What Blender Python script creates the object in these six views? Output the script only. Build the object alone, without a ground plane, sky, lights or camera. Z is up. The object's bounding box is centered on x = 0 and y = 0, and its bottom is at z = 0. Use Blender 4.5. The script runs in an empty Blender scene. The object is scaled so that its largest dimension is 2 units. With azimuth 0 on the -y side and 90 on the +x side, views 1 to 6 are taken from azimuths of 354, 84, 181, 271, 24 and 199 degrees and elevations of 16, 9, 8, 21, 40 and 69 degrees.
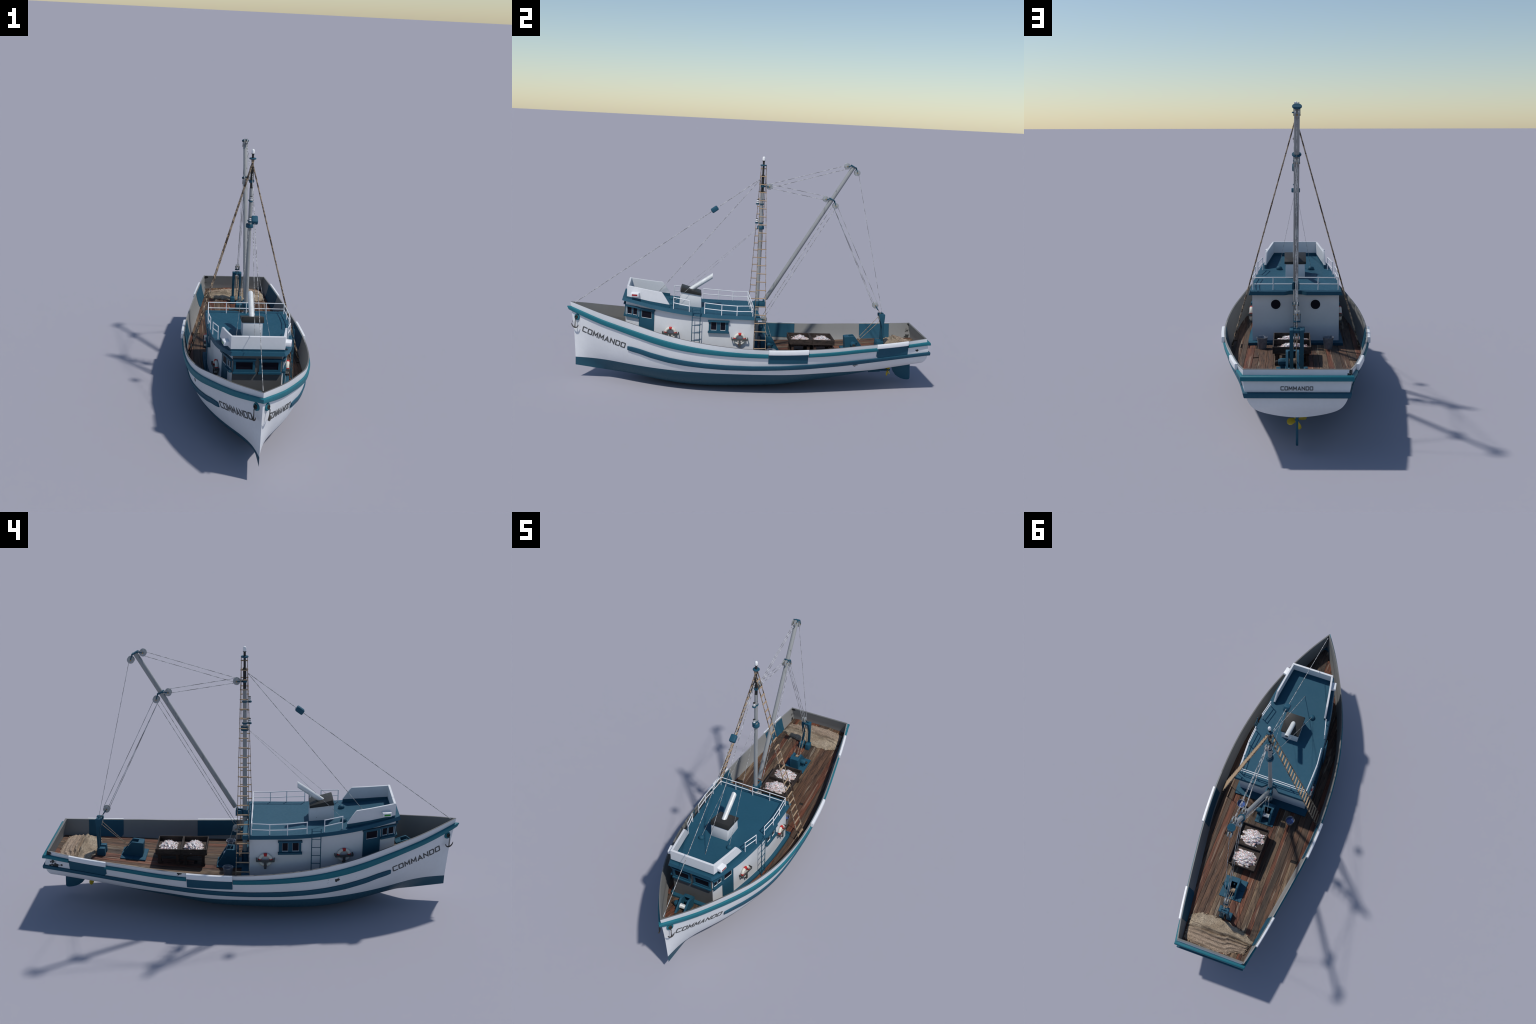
"""Small wooden fishing boat: lofted hull, planked deck, deckhouse, mast, derrick boom, winches and gear.
Frame: x to starboard (+x is the right side of view 3's left), bow at -y, stern at +y, z up, metres."""
import bpy, bmesh, math, random
import numpy as np
from mathutils import Vector, Matrix

RNG = random.Random(7)
import numpy as np, math
# ---------------------------------------------------------------- hull form
# sheer line: y, half breadth, height
SHEER = [(-.984,.000,.4273),(-.905,.054,.4115),(-.80,.117,.389),(-.7165,.160,.3735),(-.595,.2135,.348),
         (-.504,.246,.3265),(-.424,.2675,.310),(-.3212,.2905,.2935),(-.2,.3085,.2793),(-.118,.3155,.2718),
         (0,.3200,.2648),(.0742,.3200,.2625),(.15,.3168,.2620),(.3,.3052,.2650),(.4655,.283,.2728),
         (.588,.2635,.2823),(.68,.2484,.288),(.866,.2142,.3033),(.9706,.1895,.3145)]
# cross sections below the sheer: y, then (half breadth, height) from keel to topside
STATIONS = [
 (-.984,[(0,.0725),(.000,.083),(.000,.097),(.000,.117),(.000,.210)]),
 (-.85, [(0,.0560),(.004,.070),(.012,.090),(.025,.117),(.060,.215)]),
 (-.76, [(0,.0445),(.012,.056),(.034,.081),(.061,.117),(.104,.215)]),
 (-.68, [(0,.0345),(.027,.044),(.064,.070),(.105,.117),(.147,.212)]),
 (-.58, [(0,.0230),(.047,.030),(.107,.060),(.158,.117),(.195,.205)]),
 (-.47, [(0,.0115),(.073,.018),(.150,.050),(.205,.117),(.234,.190)]),
 (-.33, [(0,.0040),(.088,.006),(.189,.044),(.247,.117),(.269,.170)]),
 (-.15, [(0,.0015),(.095,.0030),(.208,.044),(.271,.117),(.289,.158)]),
 (.02,  [(0,.0020),(.094,.0055),(.208,.0475),(.277,.117),(.296,.157)]),
 (.20,  [(0,.0060),(.090,.0150),(.200,.0555),(.268,.117),(.293,.166)]),
 (.36,  [(0,.0225),(.086,.0370),(.176,.0735),(.240,.126),(.274,.176)]),
 (.50,  [(0,.0445),(.080,.0590),(.161,.0905),(.216,.139),(.252,.186)]),
 (.65,  [(0,.0735),(.074,.0865),(.145,.1125),(.195,.154),(.227,.199)]),
 (.80,  [(0,.1055),(.072,.1155),(.132,.1345),(.176,.167),(.203,.212)]),
 (.9706,[(0,.1370),(.065,.1435),(.115,.156),(.152,.1755),(.1765,.216)]),
]
def spline(xs, ys):
    """natural cubic spline through the points, as a function"""
    xs=np.asarray(xs,float); ys=np.asarray(ys,float); n=len(xs); h=np.diff(xs)
    A=np.eye(n); r=np.zeros(n)
    for i in range(1,n-1):
        A[i,i-1]=h[i-1]; A[i,i]=2*(h[i-1]+h[i]); A[i,i+1]=h[i]
        r[i]=6*((ys[i+1]-ys[i])/h[i]-(ys[i]-ys[i-1])/h[i-1])
    m=np.linalg.solve(A,r)
    def f(x):
        i=int(np.clip(np.searchsorted(xs,x)-1,0,n-2)); a=(xs[i+1]-x)/h[i]; b=1-a
        return float(a*ys[i]+b*ys[i+1]+((a**3-a)*m[i]+(b**3-b)*m[i+1])*h[i]**2/6)
    return f
_sx=spline([s[0] for s in SHEER],[s[1] for s in SHEER]); _sz=spline([s[0] for s in SHEER],[s[2] for s in SHEER])
sheer_x=lambda y:max(0.0,_sx(y)); sheer_z=_sz
_sec=[(spline([s[0] for s in STATIONS],[s[1][k][0] for s in STATIONS]),spline([s[0] for s in STATIONS],[s[1][k][1] for s in STATIONS])) for k in range(5)]
def section(y,n=36):
    """half section at y as n+1 points (x,z) from the keel to the sheer"""
    P=[(max(0,fx(y)),fz(y)) for fx,fz in _sec]+[(sheer_x(y),sheer_z(y))]
    P[0]=(0.0,P[0][1])
    d=[0]
    for a,b in zip(P,P[1:]): d.append(d[-1]+math.hypot(b[0]-a[0],b[1]-a[1])+1e-6)
    # mirrored ghost points keep the bottom smooth across the keel, except in the sharp bow
    sharp=min(1,max(0,(-.45-y)/.15))
    g=[(-p[0]*(1-sharp)+(2*P[0][0]-p[0])*0 ,p[1]*(1-sharp)+(2*P[0][1]-p[1])*sharp) for p in P[1:2]]
    if sharp>0: g=[(-P[1][0],g[0][1])]
    ds=[-d[1]]+d; X=spline(ds,[g[0][0]]+[p[0] for p in P]); Z=spline(ds,[g[0][1]]+[p[1] for p in P])
    return [(max(0.0,X(d[-1]*i/n)) if i else 0.0, Z(d[-1]*i/n)) for i in range(n+1)]
STEM=[(.05,.0345),(.117,.0335),(.185,.0292),(.25,.0245),(.30,.019),(.3726,.0087),(.4273,0)]
def rake(y,z):
    """raked stem at the bow and rounded, raked transom at the stern: shift of y with height"""
    if y<-.62:
        w=((-.62-y)/.364)**2; z=z*.4273/sheer_z(y)
        return float(np.interp(z,[s[0] for s in STEM],[s[1] for s in STEM]))*w
    if y>.80:
        w=((y-.80)/.1706)**2; z=z*.3145/sheer_z(min(y,.9706))
        return w*float(np.interp(z,[.135,.150,.165,.18,.20,.225,.25,.3145],[-.018,-.011,-.002,.006,.0125,.016,.0145,0]))
    return 0.0
def hull_point(y,i,n=36):
    x,z=section(y,n)[i]; return (x,y+rake(y,z),z)
_cache={}
def hull_x(y,z):
    """half breadth of the hull at true position y, height z"""
    y0=y
    for _ in range(4): y0=y-rake(y0,z)
    k=round(y0,4)
    if k not in _cache: _cache[k]=section(y0,60)
    s=_cache[k]
    zs=[p[1] for p in s]; xs=[p[0] for p in s]
    i0=int(np.argmin(zs))
    return float(np.interp(z,zs[i0:],xs[i0:]))

# ================================================================ node materials
def new_mat(name):
    m = bpy.data.materials.new(name); m.use_nodes = True
    nt = m.node_tree; nt.nodes.clear()
    out = nt.nodes.new("ShaderNodeOutputMaterial"); b = nt.nodes.new("ShaderNodeBsdfPrincipled")
    nt.links.new(b.outputs[0], out.inputs[0])
    return m, nt, b
def N(nt, kind, **kw):
    n = nt.nodes.new("ShaderNode" + kind)
    for k, v in kw.items():
        if k in n.inputs: n.inputs[k].default_value = v
        else: setattr(n, k, v)
    return n
def coords(nt, scale=(1, 1, 1)):
    tc = N(nt, "TexCoord"); mp = N(nt, "Mapping"); mp.inputs["Scale"].default_value = scale
    nt.links.new(tc.outputs["Object"], mp.inputs["Vector"]); return mp.outputs[0]
def noise(nt, vec, scale, detail=4, rough=.55, dist=0.0):
    n = N(nt, "TexNoise"); n.inputs["Scale"].default_value = scale; n.inputs["Detail"].default_value = detail
    n.inputs["Roughness"].default_value = rough; n.inputs["Distortion"].default_value = dist
    nt.links.new(vec, n.inputs["Vector"]); return n.outputs[0]
def ramp(nt, fac, stops, interp="LINEAR"):
    r = N(nt, "ValToRGB"); cr = r.color_ramp; cr.interpolation = interp
    while len(cr.elements) < len(stops): cr.elements.new(.5)
    for e, (p, c) in zip(cr.elements, stops):
        e.position = p; e.color = (tuple(c) if hasattr(c, '__len__') else (c, c, c)) + (1,)
    nt.links.new(fac, r.inputs[0]); return r.outputs[0]
def mix(nt, fac, a, b, mode="MIX"):
    m = N(nt, "Mix", data_type="RGBA", blend_type=mode)
    for sock, v in ((m.inputs[0], fac), (m.inputs[6], a), (m.inputs[7], b)):
        if hasattr(v, "is_linked"): nt.links.new(v, sock)
        elif hasattr(v, "__len__"): sock.default_value = tuple(v) + (1,)
        else: sock.default_value = v
    return m.outputs[2]
def math_(nt, op, a, b=0.0, c=None, clamp=False):
    m = N(nt, "Math", operation=op); m.use_clamp = clamp
    for i, v in enumerate((a, b) if c is None else (a, b, c)):
        if hasattr(v, "is_linked"): nt.links.new(v, m.inputs[i])
        else: m.inputs[i].default_value = v
    return m.outputs[0]
def bump(nt, b, h, strength=.2, dist=.002):
    bp = N(nt, "Bump"); bp.inputs["Strength"].default_value = strength; bp.inputs["Distance"].default_value = dist
    nt.links.new(h, bp.inputs["Height"]); nt.links.new(bp.outputs[0], b.inputs["Normal"])
def ball_mask(nt, centre, radius):
    """1 inside a soft ball around centre (object space)"""
    tc = N(nt, "TexCoord"); d = N(nt, "VectorMath", operation="DISTANCE"); d.inputs[1].default_value = centre
    nt.links.new(tc.outputs["Object"], d.inputs[0])
    return math_(nt, "SUBTRACT", 1.0, math_(nt, "DIVIDE", d.outputs["Value"], radius), clamp=True)

def paint(name, base, chip=(.05, .05, .05), chips=.70, rough=.45, stain=.06, peel=(), grain=.05, streak=None, spec=.22):
    """painted surface: faint blotches, fine grain and scattered chips; peel = balls where the paint has come off"""
    m, nt, b = new_mat(name); v = coords(nt)
    big = noise(nt, v, 5, 3); fine = noise(nt, v, 90, 5, .65)
    col = mix(nt, ramp(nt, big, [(.3, 0.0), (.7, 1.0)]), tuple(c * (1 - stain) for c in base), tuple(min(.85, c * (1 + stain * .6)) for c in base))
    col = mix(nt, ramp(nt, fine, [(.35, 0.0), (.75, grain * 3)]), col, tuple(c * .72 for c in base))
    if streak:
        s = noise(nt, coords(nt, streak), 1.0, 5, .6)
        col = mix(nt, ramp(nt, s, [(.55, 0.0), (.8, .55)]), col, chip)
    area = noise(nt, v, 9, 2); bits = noise(nt, v, 60, 6, .6)
    mk = math_(nt, "MULTIPLY", ramp(nt, area, [(.56, 0.0), (.64, 1.0)]), ramp(nt, bits, [(chips - .03, 0.0), (chips + .01, 1.0)]))
    col = mix(nt, mk, col, chip)
    for c, r in peel:
        g = math_(nt, "ADD", ball_mask(nt, c, r), math_(nt, "MULTIPLY", math_(nt, "SUBTRACT", noise(nt, v, 45, 7, .7), .53), 2.4))
        col = mix(nt, ramp(nt, g, [(.50, 0.0), (.56, 1.0)]), col, (.035, .036, .036))
    nt.links.new(col, b.inputs["Base Color"])
    nt.links.new(ramp(nt, fine, [(.3, rough - .08), (.8, rough + .15)]), b.inputs["Roughness"])
    b.inputs["Specular IOR Level"].default_value = spec
    bump(nt, b, fine, .05, .0005)
    return m

def wood(name, tones, scale=(44, 1.1, 44), rough=.75, worn=(.36, .30, .22), amount=.5):
    """weathered planking, grain running along y"""
    m, nt, b = new_mat(name); v = coords(nt, scale)
    g1 = noise(nt, v, 1.0, 6, .65, .4); g2 = noise(nt, coords(nt, (scale[0] * 4.5, scale[1] * 2.6, scale[2] * 4.5)), 1.0, 5, .7)
    col = ramp(nt, g1, [(.25 + .5 * i / (len(tones) - 1), t) for i, t in enumerate(tones)])
    col = mix(nt, ramp(nt, g2, [(.36, .85), (.52, 0.0)]), col, tuple(c * .35 for c in tones[0]))
    s = noise(nt, coords(nt, (scale[0] * 1.5, scale[1] * .9, scale[2])), 1.0, 3, .5, .3)
    col = mix(nt, ramp(nt, s, [(.61, 0.0), (.67, amount)]), col, worn)
    nt.links.new(col, b.inputs["Base Color"]); b.inputs["Roughness"].default_value = rough
    bump(nt, b, g2, .35, .001)
    return m

def banded(name, light, dark, direction, scale, rough=.8, duty=.5):
    """twisted rope: light and dark stretches along a direction, broken up by noise"""
    m, nt, b = new_mat(name)
    tc = N(nt, "TexCoord"); d = N(nt, "VectorMath", operation="DOT_PRODUCT"); d.inputs[1].default_value = direction
    nt.links.new(tc.outputs["Object"], d.inputs[0])
    c = N(nt, "CombineXYZ"); nt.links.new(d.outputs["Value"], c.inputs[0])
    n = noise(nt, c.outputs[0], scale, 4, .75)
    f = noise(nt, coords(nt), 400, 3, .6)
    col = mix(nt, ramp(nt, n, [(duty - .05, 0.0), (duty + .05, 1.0)]), dark, light)
    col = mix(nt, ramp(nt, f, [(.4, 0.0), (.7, .4)]), col, tuple(k * .5 for k in light))
    nt.links.new(col, b.inputs["Base Color"]); b.inputs["Roughness"].default_value = rough
    return m

def plain(name, base, rough=.5, metallic=0.0, vary=.15, scale=60, **kw):
    m, nt, b = new_mat(name); n = noise(nt, coords(nt), scale, 5, .6)
    col = mix(nt, ramp(nt, n, [(.3, 0.0), (.7, 1.0)]), tuple(c * (1 - vary) for c in base), tuple(min(.9, c * (1 + vary)) for c in base))
    nt.links.new(col, b.inputs["Base Color"]); b.inputs["Roughness"].default_value = rough; b.inputs["Metallic"].default_value = metallic
    for k, val in kw.items(): b.inputs[k].default_value = val
    return m

WHITE_C, BLUE_C, TEAL_C, GREY_C = (.70, .71, .73), (.017, .083, .132), (.016, .150, .195), (.25, .25, .243)
CORNERS = [((-.192, .932, .247), .050), ((-.19, .966, .298), .036), ((.192, .916, .250), .021), ((.226, .575, .165), .028), ((-.298, .335, .262), .024), ((-.262, -.40, .222), .024)]
WHITE = paint("white_paint", WHITE_C, (.10, .10, .10), .715, peel=CORNERS)
CLEAN = paint("clean_white_paint", (.78, .79, .81), (.3, .3, .3), .80, rough=.35, stain=.03)
BLUE = paint("blue_paint", BLUE_C, (.10, .17, .20), .76, rough=.6)
TEAL = paint("teal_paint", TEAL_C, (.03, .21, .26), .70, rough=.55)
GREY = paint("grey_paint", GREY_C, (.04, .04, .04), .71, rough=.6, peel=[((-.178, .958, z), .026) for z in (.235, .27, .305)])
CAP = paint("rail_cap_grey", (.165, .165, .16), (.05, .05, .05), .70, rough=.6)
DARK = paint("dark_grey_front", (.125, .125, .123), (.05, .05, .05), .75, rough=.6)
POLE = paint("mast_grey_paint", (.31, .318, .32), (.055, .055, .055), .66, rough=.45, streak=(60, 60, 5))
BLACK = paint("black_paint", (.032, .032, .031), (.09, .09, .09), .76, rough=.5)
RACK = paint("rack_grey_paint", (.085, .088, .088), (.02, .02, .02), .7, rough=.6)
RED = paint("red_band", (.50, .03, .03), (.6, .5, .45), .76)
BUOY = paint("buoy_white", (.70, .67, .60), (.3, .25, .2), .78, rough=.6)
GLASS = plain("dark_glass", (.006, .006, .013), .5, vary=.1, **{"Specular IOR Level": .12})
INK = plain("dark_lettering", (.075, .078, .080), .7, vary=.35, scale=150)
IRON = plain("iron", (.060, .055, .050), .6, .3, .4, 120)
SHEAVE = plain("pulley_grey", (.32, .335, .34), .45, .2, .25, 90)
BRASS = plain("orange_pin", (.62, .33, .04), .4, .2)
YELLOW = plain("yellow_propeller", (.60, .44, .03), .4, .1)
CRATE = wood("crate_wood", [(.021, .014, .011), (.042, .028, .022), (.064, .044, .035)], (12, 12, 30), .8, (.09, .06, .04), .3)
LEG = wood("crate_leg_wood", [(.015, .012, .010), (.045, .024, .016), (.07, .03, .018)], (40, 40, 8), .8, (.10, .04, .02), .4)
ZINC = plain("galvanised_zinc", (.24, .25, .27), .55, .1, .3, 80)
WATER = plain("blue_water", (.07, .13, .36), .12, 0, .2, 60)
LAMP = plain("lamp_white", (.80, .80, .80), .2, 0, .02)
STEEL = plain("exhaust_white", (.66, .68, .68), .4, .1, .12, 50)
RED_LIGHT = plain("red_light", (.30, .006, .008), .25); GREEN_LIGHT = plain("green_light", (.01, .26, .02), .25)
WIRE = banded("stay_wire", (.62, .62, .62), (.10, .10, .10), (0, 1, 1), 22, .7, .5)
ROPE = banded("tan_rope", (.44, .33, .23), (.14, .09, .06), (0, 1, 1), 40, .9, .47)
LADDER_ROPE = banded("ladder_rope", (.44, .34, .25), (.060, .038, .024), (0, .15, 1), 13, .9, .50)
RUNG = banded("rung_wood", (.45, .32, .20), (.20, .115, .065), (0, 1, .2), 60, .85, .46)
TONES = [[(.032, .018, .012), (.082, .041, .023), (.140, .070, .038), (.20, .108, .062)],
         [(.036, .015, .010), (.105, .036, .018), (.175, .056, .026), (.22, .085, .042)],
         [(.036, .023, .015), (.100, .061, .036), (.19, .124, .074), (.26, .180, .112)],
         [(.022, .015, .011), (.055, .035, .023), (.095, .058, .037), (.145, .088, .055)]]
PLANKS = [wood("deck_plank_%s" % k, t, amount=a) for k, t, a in zip(("brown", "red", "tan", "dark"), TONES, (.5, .35, .65, .45))]
SEAM = plain("deck_seam", (.016, .013, .012), .9)

# ================================================================ mesh helpers
class Geo:
    """collects vertices, faces and material slots of one part"""
    def __init__(s): s.v, s.f, s.m = [], [], []
    def add(s, verts, faces, mat=0):
        o = len(s.v); s.v += [tuple(map(float, p)) for p in verts]; s.f += [tuple(i + o for i in f) for f in faces]; s.m += [mat] * len(faces); return s
    def box(s, c, size, mat=0, rot=None, taper=1.0):
        """box round c; taper scales the top in x and y"""
        hx, hy, hz = (k / 2 for k in size); P = []
        for z in (-1, 1):
            t = taper if z > 0 else 1.0
            for x, y in ((-1, -1), (1, -1), (1, 1), (-1, 1)):
                p = Vector((x * hx * t, y * hy * t, z * hz)); P.append(Vector(c) + (rot @ p if rot else p))
        return s.add(P, [(3, 2, 1, 0), (4, 5, 6, 7), (0, 1, 5, 4), (1, 2, 6, 5), (2, 3, 7, 6), (3, 0, 4, 7)], mat)
    def tube(s, pts, r, n=10, mat=0, caps=True, closed=False):
        """round tube along points; r is a number or one radius per point"""
        pts = [Vector(p) for p in pts]; k = len(pts); R = r if hasattr(r, "__len__") else [r] * k
        up = None; V = []
        for i, p in enumerate(pts):
            a, b = (pts[i - 1] if i or closed else pts[i]), (pts[(i + 1) % k] if i < k - 1 or closed else pts[i])
            t = (b - a).normalized()
            if up is None: up = t.cross(Vector((1, 0, 0)) if abs(t.x) < .8 else Vector((0, 0, 1))).normalized()
            up = (up - t * up.dot(t)).normalized(); w = t.cross(up)
            V += [p + (up * math.cos(2 * math.pi * j / n) + w * math.sin(2 * math.pi * j / n)) * R[i] for j in range(n)]
        F = [(i * n + j, i * n + (j + 1) % n, (i + 1) % k * n + (j + 1) % n, (i + 1) % k * n + j) for i in range(k if closed else k - 1) for j in range(n)]
        if caps and not closed: F += [tuple(range(n - 1, -1, -1)), tuple((k - 1) * n + j for j in range(n))]
        return s.add(V, F, mat)
    def lathe(s, c, profile, n=24, mat=0, axis=(0, 0, 1), caps=True):
        """surface of revolution; profile = (radius, height) pairs along axis"""
        q = Vector((0, 0, 1)).rotation_difference(Vector(axis).normalized()).to_matrix(); V = []
        for r, h in profile: V += [Vector(c) + q @ Vector((r * math.cos(2 * math.pi * j / n), r * math.sin(2 * math.pi * j / n), h)) for j in range(n)]
        k = len(profile); F = [(i * n + j, i * n + (j + 1) % n, (i + 1) * n + (j + 1) % n, (i + 1) * n + j) for i in range(k - 1) for j in range(n)]
        if caps: F += [tuple(range(n - 1, -1, -1)), tuple((k - 1) * n + j for j in range(n))]
        return s.add(V, F, mat)
    def prism(s, outline, a, b, mat=0):
        """outline of points swept from offset a to offset b"""
        a, b = Vector(a), Vector(b); n = len(outline); P = [Vector(p) + a for p in outline] + [Vector(p) + b for p in outline]
        return s.add(P, [tuple(range(n - 1, -1, -1)), tuple(range(n, 2 * n))] + [(i, (i + 1) % n, (i + 1) % n + n, i + n) for i in range(n)], mat)
    def grid(s, rows, mat=0, flip=False, close_u=False):
        n = len(rows[0]); V = [p for r in rows for p in r]; F = []
        for i in range(len(rows) - 1):
            for j in range(n if close_u else n - 1):
                q = (i * n + j, i * n + (j + 1) % n, (i + 1) * n + (j + 1) % n, (i + 1) * n + j); F.append(q[::-1] if flip else q)
        return s.add(V, F, mat)

BOAT = bpy.data.objects.new("fishing_boat", None); bpy.context.scene.collection.objects.link(BOAT)
BOAT["label"] = "white and teal wooden fishing boat with mast, boom and deck gear"; BOAT["category"] = "fishing boat"

def part(name, geo, mats, parent=None, angle=35, bevel=0, weld=False, origin=None, seg=2):
    """turn collected geometry into a named child object"""
    me = bpy.data.meshes.new(name); me.from_pydata(geo.v, [], geo.f)
    for m in (mats if isinstance(mats, (list, tuple)) else [mats]): me.materials.append(m)
    me.polygons.foreach_set("material_index", geo.m)
    bm = bmesh.new(); bm.from_mesh(me)
    if weld: bmesh.ops.remove_doubles(bm, verts=bm.verts, dist=1e-5)
    bmesh.ops.recalc_face_normals(bm, faces=bm.faces)
    if bevel:
        E = [e for e in bm.edges if len(e.link_faces) == 2 and e.calc_face_angle(0) > .6]
        bmesh.ops.bevel(bm, geom=E, offset=bevel, segments=seg, affect="EDGES", profile=.5, clamp_overlap=True)
    bm.to_mesh(me); bm.free()
    me.polygons.foreach_set("use_smooth", [True] * len(me.polygons)); me.set_sharp_from_angle(angle=math.radians(angle))
    ob = bpy.data.objects.new(name, me); bpy.context.scene.collection.objects.link(ob); ob.parent = parent or BOAT
    return ob
def again(ob, loc=(0, 0, 0), rot=(0, 0, 0), scale=(1, 1, 1), parent=None):
    """another copy sharing the mesh"""
    c = ob.copy(); bpy.context.scene.collection.objects.link(c); c.parent = parent or ob.parent
    c.location, c.rotation_euler, c.scale = loc, rot, scale; return c
def interp(x, tab, k=1): return float(np.interp(x, [t[0] for t in tab], [t[k] for t in tab]))
def frange(a, b, n): return [a + (b - a) * i / n for i in range(n + 1)]

# ================================================================ hull
DECK = [(-.99,.318),(-.95,.311),(-.80,.277),(-.70,.2555),(-.50,.2210),(-.30,.1915),(-.15,.1780),(0,.1720),(.11,.1715),(.18,.1735),(.24,.1765),(.36,.1825),(.46,.1885),(.53,.1950),(.654,.2080),(.763,.2185),(.985,.2385)]
_dz = spline([d[0] for d in DECK], [d[1] for d in DECK]); deck_z = lambda y: _dz(min(max(y, -.99), .985))
CAMBER = .0100
def deck_h(x, y): return deck_z(y) - CAMBER * min(1.0, (x / max(.03, sheer_x(min(y, .9706)))) ** 2)
def deck_edge(y): return deck_z(y) - CAMBER
WATERLINE = .1168
NS = 40
Y_ST = sorted(set([round(y, 4) for y in list(np.linspace(-.984, -.85, 14)) + list(np.linspace(-.85, .80, 62)) + list(np.linspace(.80, .9706, 16))]))
secs = [[(x, y + rake(y, z), z) for x, z in section(y, NS)] for y in Y_ST]

def split_at_waterline(sec):
    """move the sample next to the waterline exactly onto it so that the paint edge is crisp"""
    out = list(sec)
    for i in range(1, len(out) - 1):
        a, b = out[i], out[i + 1]
        if a[2] < WATERLINE <= b[2]:
            t = (WATERLINE - a[2]) / (b[2] - a[2]); p = tuple(a[k] + (b[k] - a[k]) * t for k in range(3))
            out[i if t < .5 else i + 1] = p; break
    return out
g = Geo(); rows = []
for s in secs: rows.append([(-x, y, z) for x, y, z in s[:0:-1]] + s)
g.grid(rows)
last = rows[-1]; n = len(last)                                    # transom: strips across, its own edge is sharp
for i in range(n // 2): g.add([last[i], last[i + 1], last[n - 2 - i], last[n - 1 - i]], [(0, 1, 2, 3)] if i < n // 2 - 1 else [(0, 1, 2)])
hull_mat = WHITE.copy(); hull_mat.name = "hull_paint"             # white topsides over dark blue bottom paint
nt = hull_mat.node_tree; b = next(x for x in nt.nodes if x.type == "BSDF_PRINCIPLED"); old = b.inputs["Base Color"].links[0].from_socket
tc = N(nt, "TexCoord"); sp = N(nt, "SeparateXYZ"); nt.links.new(tc.outputs["Object"], sp.inputs[0])
nt.links.new(mix(nt, math_(nt, "LESS_THAN", sp.outputs[2], WATERLINE), old, (.020, .078, .118)), b.inputs["Base Color"])
HULL = part("hull", g, hull_mat, weld=True, angle=38)

# inside of the bulwark: grey lining and rail cap
def thick(y): return .0062 * math.sqrt(1 + ((sheer_x(y + .01) - sheer_x(y - .01)) / .02) ** 2) if y < -.6 else .0065
def inner_x(y, z): return max(0.0, hull_x(y, z) - thick(y))
Y_IN_END = .9605
y_in = lambda z: .9706 + rake(.9706, min(z, .3145)) - .0092 - .0009 * max(0, (z - .30) / .0145)
stem_y = lambda z: -.984 + float(np.interp(z, [s[0] for s in STEM], [s[1] for s in STEM]))
g = Geo(); ys = [y for y in Y_ST if y < .955] + [Y_IN_END]
for sx in (1, -1):
    rows = []
    for y in ys:
        zs = sheer_z(y); zd = deck_edge(y) - .006
        yo = y if y < Y_IN_END else .9706
        r = [(sx * (sheer_x(yo) - .0002), yo, sheer_z(yo) + .0008), (sx * inner_x(y, zs), y, zs + .0008)]
        for k in range(1, 7):
            z = zs + (zd - zs) * k / 6; ys_ = max(y, stem_y(z) + .006)
            if y >= Y_IN_END: ys_ = y_in(z)
            elif y > .90: ys_ = y + (y_in(z) - Y_IN_END) * (y - .90) / (Y_IN_END - .90)
            r.append((sx * inner_x(ys_, z), ys_, z))
        rows.append(r)
    g.grid(rows, flip=sx > 0)
    for i in range(len(rows) - 1): g.m[len(g.m) - (len(rows) - 1) * 7 + i * 7] = 1 if rows[i][0][1] < -.02 else 0
zt = sheer_z(.9706) + .0008; xe = inner_x(Y_IN_END, .30); xo = sheer_x(.9706) - .0002
g.add([(-xo, .9706, zt), (xo, .9706, zt), (xe, Y_IN_END, zt), (-xe, Y_IN_END, zt)], [(0, 1, 2, 3)], 1)
zz = [zt - k * (zt - .218) / 8 for k in range(9)]; g.grid([[(x * inner_x(y_in(z), z), y_in(z), z) for x in frange(-1, 1, 6)] for z in zz])
part("bulwark_lining", g, [GREY, CAP], angle=40)

# ---------------------------------------------------------------- rubbing strakes
TEAL_TOP = [(-.985,-.024),(-.89,-.028),(-.80,-.032),(-.70,-.0345),(-.60,-.0335),(-.50,-.031),(-.40,-.0295),(-.25,-.027),(-.1,-.024),(.05,-.022),(.3,-.0205),(.5,-.019),(.7,-.018),(.975,-.018)]
TEAL_BOT = [(-.985,-.0455),(-.89,-.054),(-.78,-.060),(-.65,-.0644),(-.54,-.065),(-.44,-.0635),(-.35,-.060),(-.25,-.055),(-.14,-.050),(0,-.045),(.1,-.043),(.3,-.040),(.5,-.039),(.7,-.037),(.975,-.036)]
LOW_TOP = [(-.66,.2310),(-.59,.2215),(-.54,.2100),(-.44,.1930),(-.35,.1832),(-.25,.1758),(-.135,.1712),(0,.1700),(.15,.1733),(.3,.1805),(.48,.1903),(.57,.1985),(.715,.2095),(.86,.2245),(.985,.2388)]
LOW_BOT = [(-.66,.2030),(-.59,.1930),(-.54,.1795),(-.44,.1615),(-.35,.1530),(-.25,.1468),(-.135,.1418),(0,.1424),(.15,.1478),(.3,.1530),(.48,.1635),(.57,.1710),(.715,.1865),(.86,.2035),(.985,.2185)]
def outward(y, z):
    """plan normal of the hull side"""
    e = .004; dx = (hull_x(y + e, z) - hull_x(y - e, z)) / (2 * e); L = math.hypot(1, dx); return 1 / L, -dx / L
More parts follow.
